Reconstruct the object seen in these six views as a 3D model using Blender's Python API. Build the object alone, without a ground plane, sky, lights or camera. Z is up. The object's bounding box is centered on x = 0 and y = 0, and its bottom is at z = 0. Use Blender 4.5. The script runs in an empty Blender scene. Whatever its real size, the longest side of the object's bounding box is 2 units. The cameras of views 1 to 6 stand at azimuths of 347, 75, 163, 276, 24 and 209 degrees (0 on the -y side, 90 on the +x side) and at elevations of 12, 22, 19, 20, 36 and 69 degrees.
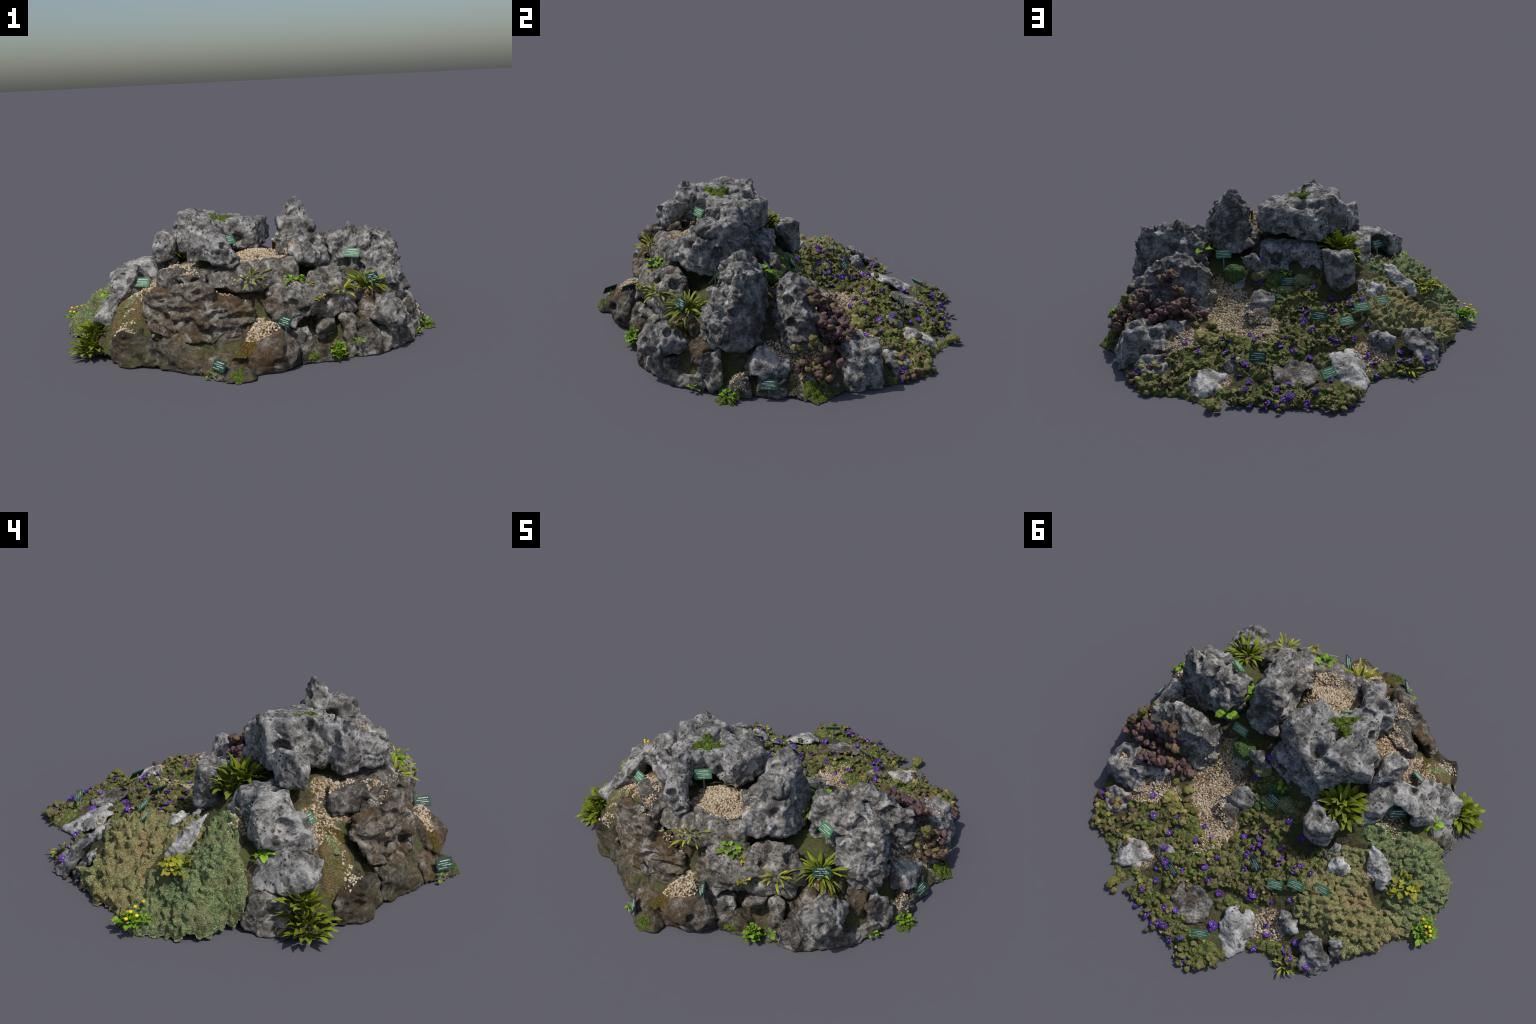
# A limestone rock garden: stacked karst boulders on a mound of soil and gravel, with
# moss cushions, ferns, a violet carpet and small green plant labels.
import bpy, bmesh, math
import numpy as np
from mathutils import Vector, Matrix, Euler
from mathutils.bvhtree import BVHTree

rng = np.random.default_rng(7)

# ------------------------------------------------------------------ noise
def _hash(ix, iy, iz, seed):
    h = (ix * 374761393 + iy * 668265263 + iz * 1440662683 + seed * 974634777) & 0xFFFFFFFF
    h = ((h ^ (h >> 13)) * 1274126177) & 0xFFFFFFFF
    h = ((h ^ (h >> 15)) * 2246822519) & 0xFFFFFFFF
    return h ^ (h >> 16)

def gnoise(p, seed=0):
    """Perlin gradient noise, about -1..1, for an (n, 3) array of points."""
    i = np.floor(p).astype(np.int64); f = p - i
    u = f * f * f * (f * (f * 6 - 15) + 10)
    total = 0
    for dx in (0, 1):
        for dy in (0, 1):
            for dz in (0, 1):
                h = _hash(i[:, 0] + dx, i[:, 1] + dy, i[:, 2] + dz, seed)
                g = (h & 1023) / 511.5 - 1, ((h >> 10) & 1023) / 511.5 - 1, ((h >> 20) & 1023) / 511.5 - 1
                d = g[0] * (f[:, 0] - dx) + g[1] * (f[:, 1] - dy) + g[2] * (f[:, 2] - dz)
                w = (u[:, 0] if dx else 1 - u[:, 0]) * (u[:, 1] if dy else 1 - u[:, 1]) * (u[:, 2] if dz else 1 - u[:, 2])
                total = total + w * d
    return total * 1.3

def fbm(p, octaves=4, seed=0):
    v, a = 0, 1.0
    for o in range(octaves):
        v = v + a * gnoise(p * 2.03 ** o + 7.1 * o, seed + o); a *= 0.5
    return v

def worley(p, seed=0):
    """Distance to the nearest feature point, and a random number of its cell."""
    i = np.floor(p).astype(np.int64)
    best = np.full(len(p), 9.0); second = np.full(len(p), 9.0); rnd = np.zeros(len(p))
    for dx in (-1, 0, 1):
        for dy in (-1, 0, 1):
            for dz in (-1, 0, 1):
                c = i + (dx, dy, dz)
                h = _hash(c[:, 0], c[:, 1], c[:, 2], seed)
                q = c + np.stack([(h & 1023) / 1023.0, ((h >> 10) & 1023) / 1023.0, ((h >> 20) & 1023) / 1023.0], 1)
                d = np.sqrt(((q - p) ** 2).sum(1))
                r = (_hash(c[:, 0], c[:, 1], c[:, 2], seed + 77) & 1023) / 1023.0
                closer = d < best
                second = np.where(closer, best, np.minimum(second, d))
                rnd = np.where(closer, r, rnd); best = np.where(closer, d, best)
    return best, second, rnd

def sstep(a, b, x):
    t = np.clip((x - a) / (b - a), 0, 1)
    return t * t * (3 - 2 * t)

# ------------------------------------------------------------------ materials
def mat(name, rough=0.9):
    m = bpy.data.materials.new(name); m.use_nodes = True
    nt = m.node_tree; b = nt.nodes["Principled BSDF"]
    b.inputs["Roughness"].default_value = rough
    b.inputs["Specular IOR Level"].default_value = 0.2
    return m, nt, b

class N:
    """Small wrapper that adds shader nodes to a tree."""
    def __init__(self, nt):
        self.nt = nt
        self.co = nt.nodes.new("ShaderNodeTexCoord").outputs["Object"]
    def new(self, kind, **kw):
        n = self.nt.nodes.new(kind)
        for k, v in kw.items(): setattr(n, k, v)
        return n
    def link(self, a, b): self.nt.links.new(a, b)
    def noise(self, scale, detail=5, rough=0.6, dist=0.0, offset=0.0, co=None):
        n = self.new("ShaderNodeTexNoise")
        n.inputs["Scale"].default_value = scale; n.inputs["Detail"].default_value = detail
        n.inputs["Roughness"].default_value = rough; n.inputs["Distortion"].default_value = dist
        co = co or self.co
        if offset:
            mp = self.new("ShaderNodeMapping"); mp.inputs["Location"].default_value = (offset, offset * 1.7, -offset)
            self.link(co, mp.inputs["Vector"]); co = mp.outputs[0]
        self.link(co, n.inputs["Vector"]); return n.outputs["Fac"]
    def voronoi(self, scale, out="Distance", feature="F1", rnd=1.0):
        n = self.new("ShaderNodeTexVoronoi", feature=feature)
        n.inputs["Scale"].default_value = scale; n.inputs["Randomness"].default_value = rnd
        self.link(self.co, n.inputs["Vector"]); return n.outputs[out]
    def ramp(self, fac, *stops):
        n = self.new("ShaderNodeValToRGB"); els = n.color_ramp.elements
        while len(els) < len(stops): els.new(0.5)
        for e, (pos, col) in zip(els, stops):
            e.position = pos; e.color = (*col, 1) if hasattr(col, "__len__") else (col, col, col, 1)
        self.link(fac, n.inputs["Fac"]); return n.outputs["Color"]
    def mix(self, fac, a, b, blend="MIX"):
        n = self.new("ShaderNodeMix", data_type="RGBA", blend_type=blend)
        for sock, v in ((n.inputs["Factor"], fac), (n.inputs[6], a), (n.inputs[7], b)):
            if isinstance(v, (int, float)): sock.default_value = v
            elif isinstance(v, tuple): sock.default_value = (*v, 1)
            else: self.link(v, sock)
        return n.outputs[2]
    def math(self, op, a, b=0.0):
        n = self.new("ShaderNodeMath", operation=op)
        for sock, v in zip(n.inputs, (a, b)):
            if isinstance(v, (int, float)): sock.default_value = v
            else: self.link(v, sock)
        return n.outputs[0]
    def bump(self, height, strength, dist, bsdf):
        n = self.new("ShaderNodeBump"); n.inputs["Strength"].default_value = strength; n.inputs["Distance"].default_value = dist
        self.link(height, n.inputs["Height"]); self.link(n.outputs[0], bsdf.inputs["Normal"])

def limestone(name, dark, mid, light, crust, stain=None, stain_at=0.62, moss=None, moss_at=0.7, speck=0.6, crust_at=0.58):
    """Weathered limestone: cloudy greys, pale crusts, dark algae clouds, brown stains, lichen specks."""
    m, nt, b = mat(name, 0.92); k = N(nt)
    base = k.ramp(k.noise(8, 10, 0.72, 0.5), (0.32, dark), (0.46, mid), (0.60, light))
    fine = k.ramp(k.noise(42, 8, 0.75, 0.3), (0.30, 0.42), (0.50, 0.95), (0.70, 1.30))
    col = k.mix(1.0, base, fine, "MULTIPLY")
    cr = k.ramp(k.noise(13, 10, 0.74, 0.8, 3.3), (crust_at - 0.08, 0.0), (crust_at + 0.05, 1.0))
    col = k.mix(k.math("MULTIPLY", cr, 0.85), col, k.mix(k.noise(70, 5, 0.7), tuple(c * 0.62 for c in crust), tuple(min(c * 1.2, .8) for c in crust)))
    baked_shade = k.ramp(k.noise(12, 10, 0.76, 1.0, 21.0), (0.47, 0.0), (0.57, 1.0))  # blotches painted for the scan's crevice shadows, spread by noise
    col = k.mix(k.math("MULTIPLY", baked_shade, 0.75), col, tuple(c * 0.45 for c in dark))
    if stain:
        st = k.ramp(k.noise(7.5, 9, 0.72, 0.6, 9.1), (stain_at - 0.08, 0.0), (stain_at + 0.06, 1.0))
        col = k.mix(k.math("MULTIPLY", st, 0.75), col, k.mix(k.noise(40, 5, 0.7), stain, tuple(c * 0.35 for c in stain)))
    sp = k.ramp(k.voronoi(52), (0.20, 1.0), (0.33, 0.0))
    gate = k.ramp(k.noise(13, 4, 0.6, 0, 5.7), (0.42, 0.0), (0.54, 1.0))
    col = k.mix(k.math("MULTIPLY", k.math("MULTIPLY", sp, gate), speck), col, (0.030, 0.025, 0.020))
    sp2 = k.ramp(k.voronoi(24), (0.15, 1.0), (0.25, 0.0))
    gate2 = k.ramp(k.noise(7, 3, 0.6, 0, 8.2), (0.50, 0.0), (0.58, 1.0))
    col = k.mix(k.math("MULTIPLY", k.math("MULTIPLY", sp2, gate2), speck), col, (0.045, 0.036, 0.025))
    if moss:
        mo = k.ramp(k.noise(8, 10, 0.76, 0.4, 14.2), (moss_at - 0.06, 0.0), (moss_at + 0.05, 1.0))
        col = k.mix(k.math("MULTIPLY", mo, 0.85), col, k.mix(k.noise(60, 5, 0.7), tuple(c * 0.3 for c in moss), moss))
    info = k.new("ShaderNodeObjectInfo"); hs = k.new("ShaderNodeHueSaturation")
    k.link(col, hs.inputs["Color"]); k.link(k.math("ADD", k.math("MULTIPLY", info.outputs["Random"], 0.24), 0.88), hs.inputs["Value"])
    k.link(hs.outputs[0], b.inputs["Base Color"])
    h = k.math("ADD", k.noise(90, 8, 0.72), k.math("MULTIPLY", k.noise(34, 7, 0.65, 0.5), 1.8))
    k.bump(h, 0.8, 0.008, b)
    return m

GREY = limestone("grey_limestone", (0.080, 0.076, 0.070), (0.230, 0.224, 0.216), (0.38, 0.372, 0.363), (0.60, 0.59, 0.57), speck=0.9, crust_at=0.55)  # greys set midway between dim front faces and brighter sky-lit back
SHADY = limestone("weathered_grey_limestone", (0.052, 0.045, 0.036), (0.155, 0.142, 0.123), (0.285, 0.268, 0.243), (0.56, 0.54, 0.505), stain=(0.13, 0.088, 0.045), stain_at=0.60, speck=0.8)  # base colours lowered to carry the shade on the front faces
POROUS = limestone("porous_limestone", (0.070, 0.065, 0.059), (0.195, 0.189, 0.180), (0.345, 0.337, 0.326), (0.60, 0.585, 0.555), stain=(0.17, 0.13, 0.09), stain_at=0.64, speck=0.6)  # tones cut too, since steep front sides catch less sun
BROWN = limestone("brown_stained_limestone", (0.048, 0.038, 0.026), (0.118, 0.100, 0.077), (0.215, 0.195, 0.168), (0.44, 0.415, 0.375), stain=(0.15, 0.085, 0.030), stain_at=0.54, moss=(0.13, 0.115, 0.02), moss_at=0.63, speck=0.7, crust_at=0.57)  # browns deepened partway toward the shade baked under the front rocks
MOSSY = limestone("mossy_base_limestone", (0.042, 0.036, 0.025), (0.105, 0.093, 0.070), (0.185, 0.170, 0.138), (0.38, 0.355, 0.30), stain=(0.10, 0.07, 0.03), stain_at=0.56, moss=(0.115, 0.115, 0.025), moss_at=0.58, speck=0.6, crust_at=0.59)
WHITE = limestone("bleached_limestone", (0.27, 0.255, 0.235), (0.54, 0.53, 0.51), (0.67, 0.66, 0.64), (0.76, 0.75, 0.73), stain=(0.34, 0.26, 0.17), stain_at=0.65, speck=0.8)

def plant_mat(name, low, high, tip=None, scale=30, trans=0.25, rough=0.6, vary=0.35):
    m, nt, b = mat(name, rough); k = N(nt)
    col = k.ramp(k.noise(scale, 5, 0.6), (0.32, low), (0.66, high))
    if tip is not None:
        col = k.mix(k.ramp(k.noise(scale * 0.4, 4, 0.6, 0, 4.4), (0.5, 0.0), (0.66, 1.0)), col, tip)
    info = k.new("ShaderNodeObjectInfo")
    hs = k.new("ShaderNodeHueSaturation")
    k.link(col, hs.inputs["Color"])
    k.link(k.math("ADD", k.math("MULTIPLY", info.outputs["Random"], vary * 2), 1 - vary), hs.inputs["Value"])
    col = hs.outputs[0]
    k.link(col, b.inputs["Base Color"])
    if trans:
        t = k.new("ShaderNodeBsdfTranslucent"); k.link(col, t.inputs[0])
        ms = k.new("ShaderNodeMixShader"); ms.inputs[0].default_value = trans
        k.link(b.outputs[0], ms.inputs[1]); k.link(t.outputs[0], ms.inputs[2])
        k.link(ms.outputs[0], nt.nodes["Material Output"].inputs["Surface"])
    k.bump(k.noise(scale * 3, 5, 0.6), 0.4, 0.004, b)
    return m

def moss_mat(name, low, mid, high, straw, straw_at=0.6, scale=1.0):
    m, nt, b = mat(name, 0.95); k = N(nt)
    col = k.ramp(k.noise(85 * scale, 7, 0.72, 0.6), (0.30, low), (0.50, mid), (0.68, high))
    leaflets = k.ramp(k.voronoi(170 * scale, "Color"), (0.15, 0.55), (0.85, 1.45))
    col = k.mix(1.0, col, leaflets, "MULTIPLY")
    st = k.ramp(k.noise(9, 7, 0.7, 0.8, 2.2), (straw_at - 0.14, 0.0), (straw_at + 0.12, 1.0))
    straws = k.ramp(k.noise(120 * scale, 5, 0.7, 1.5, 6.2), (0.38, tuple(c * 0.45 for c in straw)), (0.62, straw))
    col = k.mix(st, col, straws)
    k.link(col, b.inputs["Base Color"])
    k.bump(k.math("ADD", k.noise(130 * scale, 7, 0.75, 0.8), k.voronoi(170 * scale)), 0.9, 0.008, b)
    return m

GREEN_MOSS = moss_mat("green_moss", (0.066, 0.092, 0.038), (0.200, 0.265, 0.115), (0.35, 0.425, 0.200), (0.38, 0.325, 0.165), 0.61)
TAN_MOSS = moss_mat("dry_tan_moss", (0.080, 0.092, 0.034), (0.245, 0.262, 0.105), (0.40, 0.405, 0.185), (0.52, 0.38, 0.195), 0.56)
CAP_MOSS = moss_mat("bright_moss", (0.035, 0.055, 0.008), (0.10, 0.15, 0.018), (0.19, 0.24, 0.035), (0.16, 0.14, 0.03), 0.75)
RUST_MOSS = moss_mat("rusty_moss", (0.045, 0.032, 0.008), (0.13, 0.085, 0.020), (0.24, 0.155, 0.035), (0.11, 0.11, 0.025), 0.6)
TURF = moss_mat("dry_turf", (0.06, 0.065, 0.02), (0.15, 0.15, 0.05), (0.24, 0.21, 0.09), (0.30, 0.20, 0.10), 0.50)
CARPET = moss_mat("violet_carpet_green", (0.028, 0.042, 0.010), (0.115, 0.150, 0.036), (0.26, 0.30, 0.085), (0.33, 0.26, 0.135), 0.58, 0.6)
FERN = plant_mat("fern_green", (0.080, 0.125, 0.008), (0.31, 0.37, 0.022), None, 14, 0.25)
FERN_YELLOW = plant_mat("yellow_green_fern", (0.20, 0.24, 0.02), (0.46, 0.46, 0.04), None, 16, 0.25)
BRIGHT = plant_mat("bright_green_leaf", (0.13, 0.27, 0.015), (0.30, 0.50, 0.03), None, 18, 0.3)
YELLOW_LEAF = plant_mat("autumn_yellow_leaf", (0.30, 0.26, 0.02), (0.62, 0.40, 0.03), (0.25, 0.34, 0.03), 22, 0.25)
OLIVE_LEAF = plant_mat("olive_leaf", (0.038, 0.058, 0.012), (0.135, 0.175, 0.045), (0.17, 0.15, 0.06), 22, 0.2)
PURPLE_LEAF = plant_mat("purple_succulent_leaf", (0.07, 0.04, 0.045), (0.19, 0.105, 0.115), (0.15, 0.16, 0.06), 18, 0.12)
RUST_LEAF = plant_mat("rusty_succulent_leaf", (0.09, 0.06, 0.035), (0.23, 0.15, 0.09), (0.16, 0.19, 0.06), 18, 0.12)
LIME_LEAF = plant_mat("lime_succulent_leaf", (0.13, 0.15, 0.03), (0.30, 0.31, 0.08), (0.32, 0.22, 0.10), 20, 0.2)
DOME = moss_mat("dark_green_cushion", (0.03, 0.06, 0.018), (0.085, 0.15, 0.045), (0.18, 0.26, 0.085), (0.12, 0.14, 0.05), 0.8, 1.3)
VIOLET = plant_mat("violet_petal", (0.095, 0.030, 0.36), (0.20, 0.075, 0.64), None, 40, 0.2, 0.6, 0.2)
POLLEN = plant_mat("yellow_bloom", (0.65, 0.45, 0.01), (0.85, 0.65, 0.02), None, 40, 0.1)
DRY_HEAD = plant_mat("dry_flower_head", (0.20, 0.13, 0.06), (0.42, 0.29, 0.15), None, 60, 0.1)

GRAVEL_BEDS = [(-.04,-.49,.15),(-.11,-.81,.08),(-.42,-.42,.10),(-.60,-.36,.10),(.30,.12,.15),(.24,.30,.13),(.60,.27,.14),(-.24,.61,.10),(.36,-.04,.10),(.78,-.10,.10),(.53,.56,.08),(.48,-.60,.06)]
def soil_mat():
    m, nt, b = mat("soil_and_gravel", 0.95); k = N(nt)
    soil = k.ramp(k.noise(40, 8, 0.74), (0.3, (0.022, 0.018, 0.010)), (0.5, (0.065, 0.053, 0.032)), (0.72, (0.16, 0.13, 0.085)))
    grit = k.ramp(k.voronoi(110, "Color"), (0.2, (0.16, 0.11, 0.06)), (0.5, (0.40, 0.29, 0.17)), (0.85, (0.62, 0.52, 0.38)))
    grit = k.mix(1.0, grit, k.ramp(k.voronoi(110), (0.35, 1.0), (0.75, 0.25)), "MULTIPLY")
    flat = k.new("ShaderNodeVectorMath", operation="MULTIPLY"); flat.inputs[1].default_value = (1, 1, 0); k.link(k.co, flat.inputs[0])
    bed = None
    for x, y, r in GRAVEL_BEDS:
        d = k.new("ShaderNodeVectorMath", operation="DISTANCE"); k.link(flat.outputs[0], d.inputs[0]); d.inputs[1].default_value = (x, y, 0)
        w = k.math("SUBTRACT", 1.0, k.math("DIVIDE", d.outputs["Value"], r))
        bed = w if bed is None else k.math("MAXIMUM", bed, w)
    mask = k.ramp(k.math("ADD", k.math("MULTIPLY", bed, 0.8), k.noise(12, 8, 0.72, 0.5)), (0.46, 0.0), (0.60, 1.0))
    gm = k.ramp(k.noise(9, 8, 0.74, 0.5, 7.7), (0.46, 0.0), (0.56, 1.0))
    soil = k.mix(k.math("MULTIPLY", gm, 0.85), soil, k.mix(k.noise(70, 6, 0.7), (0.022, 0.030, 0.008), (0.12, 0.14, 0.04)))
    col = k.mix(mask, soil, grit)
    k.link(col, b.inputs["Base Color"])
    k.bump(k.math("ADD", k.voronoi(110), k.noise(150, 6)), 0.6, 0.006, b)
    return m
SOIL = soil_mat()

def pebble_mat():
    m, nt, b = mat("gravel_pebble", 0.85); k = N(nt)
    g = k.new("ShaderNodeNewGeometry")
    col = k.ramp(g.outputs["Random Per Island"], (0.0, (0.24, 0.155, 0.085)), (0.25, (0.44, 0.32, 0.18)), (0.5, (0.56, 0.45, 0.30)), (0.75, (0.66, 0.58, 0.46)), (0.95, (0.36, 0.32, 0.27)))
    col = k.mix(1.0, col, k.ramp(k.noise(90, 4), (0.3, 0.75), (0.6, 1.0)), "MULTIPLY")
    k.link(col, b.inputs["Base Color"]); return m
PEBBLE = pebble_mat()

def plain(name, col, rough=0.5, metal=0.0, scale=60, spread=0.2):
    m, nt, b = mat(name, rough); k = N(nt)
    k.link(k.ramp(k.noise(scale, 4), (0.3, tuple(c * (1 - spread) for c in col)), (0.7, tuple(c * (1 + spread) for c in col))), b.inputs["Base Color"])
    b.inputs["Metallic"].default_value = metal
    return m
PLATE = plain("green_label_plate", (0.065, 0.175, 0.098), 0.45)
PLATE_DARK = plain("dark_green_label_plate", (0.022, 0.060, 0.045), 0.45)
STAKE = plain("grey_steel_stake", (0.36, 0.37, 0.37), 0.5, 0.3)
INK = plain("white_lettering", (0.55, 0.66, 0.60), 0.6)

# ------------------------------------------------------------------ scene tree
root = bpy.data.objects.new("rock_garden", None)
bpy.context.collection.objects.link(root)
root["label"] = "grey limestone rock garden with moss, ferns, violets and plant labels"
root["category"] = "rock garden"

def add(name, data, parent=root, material=None, smooth=True, kind=None):
    o = bpy.data.objects.new(name, data)
    bpy.context.collection.objects.link(o); o.parent = parent
    if data is not None and material is not None and not data.materials: data.materials.append(material)
    if data is not None and smooth: data.shade_smooth()
    if kind: o["kind"] = kind
    return o

def mesh_from(name, verts, faces):
    me = bpy.data.meshes.new(name)
    me.from_pydata([tuple(v) for v in verts], [], [tuple(f) for f in faces]); me.update(); return me

def mesh_arrays(me):
    v = np.empty(len(me.vertices) * 3, np.float32); me.vertices.foreach_get("co", v)
    n = np.empty(len(me.vertices) * 3, np.float32); me.vertices.foreach_get("normal", n)
    e = np.empty(len(me.edges) * 2, np.int32); me.edges.foreach_get("vertices", e)
    return v.reshape(-1, 3).astype(float), n.reshape(-1, 3).astype(float), e.reshape(-1, 2)

def set_co(me, v):
    me.vertices.foreach_set("co", v.astype(np.float32).ravel()); me.update()

def relax(v, e, times, f=0.5):
    deg = np.bincount(e.ravel(), minlength=len(v))[:, None].clip(1)
    for _ in range(times):
        s = np.zeros_like(v)
        for a in range(3):
            s[:, a] = np.bincount(e[:, 0], v[e[:, 1], a], len(v)) + np.bincount(e[:, 1], v[e[:, 0], a], len(v))
        v = v + f * (s / deg - v)
    return v

def remeshed(bm, voxel):
    me = bpy.data.meshes.new("rough_block"); bm.to_mesh(me)
    o = bpy.data.objects.new("rough_block", me); bpy.context.collection.objects.link(o)
    r = o.modifiers.new("Remesh", "REMESH"); r.mode = "VOXEL"; r.voxel_size = voxel
    dg = bpy.context.evaluated_depsgraph_get()
    out = bpy.data.meshes.new_from_object(o.evaluated_get(dg))
    bpy.data.objects.remove(o); bpy.data.meshes.remove(me)
    return out

# ------------------------------------------------------------------ boulders
SOLID_V, SOLID_F, SOLID_N = [], [], 0
def remember(me):
    """Keep a mesh for later ray casts that drop pebbles and plants onto it."""
    global SOLID_N
    v, _, _ = mesh_arrays(me)
    SOLID_V.append(v); SOLID_F.extend([[i + SOLID_N for i in p.vertices] for p in me.polygons]); SOLID_N += len(v)

def boulder(name, material, lobes, pits=(), voxel=0.0065, soft=5, bulge=0.002, warp=0.012, lump=0.010, knob=0.0, knob_size=0.045,
            pock=0.006, pock_size=0.06, scallop=0.010, scallop_size=0.075, flute=0.0, grain=0.0022, crack=0.0, groove=0.0, pit_depth=1.55, seed=0):
    """A boulder: the union of a few rough-hewn blocks (corner points), weathered.
    lump = broad dents, knob/pock = karst knobs and solution pits, flute = vertical runnels,
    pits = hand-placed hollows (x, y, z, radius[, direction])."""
    bm = bmesh.new()
    for pts in lobes:
        pts = np.array(pts, float)
        c = pts.mean(0)
        d = pts - c; ln = np.linalg.norm(d, axis=1, keepdims=True).clip(1e-6)
        pts = pts + d / ln * bulge
        vs = [bm.verts.new(p) for p in pts]
        r = bmesh.ops.convex_hull(bm, input=vs)
        bmesh.ops.delete(bm, geom=list({g for g in r["geom_interior"] + r["geom_unused"] if isinstance(g, bmesh.types.BMVert) and g.is_valid}), context="VERTS")
    me = remeshed(bm, voxel); bm.free()
    v, n, e = mesh_arrays(me)
    v = relax(v, e, soft)
    w = np.stack([fbm(v * 9 + 11 * a, 2, seed + 31 * a) for a in range(3)], 1)
    v = v + w * warp
    set_co(me, v); v, n, e = mesh_arrays(me)
    d = lump * fbm(v * 13, 3, seed + 5)
    if knob:
        f1, f2, r = worley(v / knob_size + 0.35 * np.stack([gnoise(v * 25, seed + s) for s in (1, 2, 3)], 1), seed + 9)
        d = d + knob * (sstep(0.0, 0.75, f1) * -1.3 + 0.55) * (0.5 + r)
    if scallop:
        # concave hollows that meet in rounded ridges, in two sizes
        wv = 0.45 * np.stack([gnoise(v * 16, seed + s) for s in (71, 72, 73)], 1)
        f1, f2, r = worley(v / scallop_size + wv, seed + 80)
        d = d + scallop * (1.9 * np.minimum(f1, 0.9) ** 1.5 - 0.62) * (0.4 + 1.2 * r)
        f1, f2, r = worley(v / (scallop_size * 0.42) + wv, seed + 81)
        d = d + 0.5 * scallop * (1.7 * np.minimum(f1, 0.9) ** 1.5 - 0.58) * (0.2 + 1.4 * r)
    if pock:
        f1, f2, r = worley(v / pock_size, seed + 21)
        d = d - pock * (r > 0.35) * (1 - sstep(0.12, 0.20 + 0.38 * r, f1)) * (0.6 + r)
        f1, f2, r = worley(v / (pock_size * 0.42), seed + 22)
        d = d - 0.45 * pock * (r > 0.55) * (1 - sstep(0.1, 0.48, f1))
    if flute:
        q = v * (26, 26, 5); d = d + flute * (1 - 2 * np.abs(gnoise(q, seed + 40)) ** 0.7)
    if groove:
        # bedding: long hollows and lips that run along the stone
        q = v * (7, 7, 24) + 0.6 * w
        d = d + groove * (0.55 - 2.6 * np.abs(gnoise(q, seed + 45)) ** 0.8) + 0.5 * groove * gnoise(v * (12, 12, 40), seed + 46)
    if crack:
        c1 = np.abs(gnoise(v * (5, 5, 8) + 0.2 * w, seed + 50)); d = d - crack * (1 - sstep(0.0, 0.055, c1))
        c2 = np.abs(gnoise(v * (7, 7, 4) + 0.2 * w, seed + 51)); d = d - 0.7 * crack * (1 - sstep(0.0, 0.045, c2))
    d = d + grain * fbm(v * 75, 3, seed + 60)
    v = v + n * d[:, None]
    centre = v.mean(0)
    for p in pits:
        c = np.array(p[:3]); r = p[3]
        ax = np.array(p[4:7], float) if len(p) > 4 else centre - c
        ax /= np.linalg.norm(ax)
        q = v - c; rr = r * (1 + 0.18 * gnoise(v * 40, seed + 3))
        along = q @ ax; perp2 = (q * q).sum(1) - along ** 2
        near = (perp2 < (0.8 * r) ** 2) & (np.abs(along) < 0.10) & (n @ ax < -0.1)
        if not near.any(): continue
        skin = np.percentile(along[near], 30)          # where the rock face lies on the axis
        inside = (perp2 < rr ** 2) & (np.abs(along - skin) < 2.4 * r) & (n @ ax < 0.55)
        depth = pit_depth * r * np.clip(1 - perp2 / rr ** 2, 0, None) ** 0.42
        v = v + ax * np.where(inside, np.clip(depth - (along - skin), 0, None), 0)[:, None]
    v = relax(v, e, 1, 0.35)
    v[:, 2] = np.maximum(v[:, 2], 0.0)
    set_co(me, v); me.name = name
    remember(me)
    return add(name, me, material=material)

ROCKS = []
def R(*a, **k): ROCKS.append((a, k))

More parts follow.
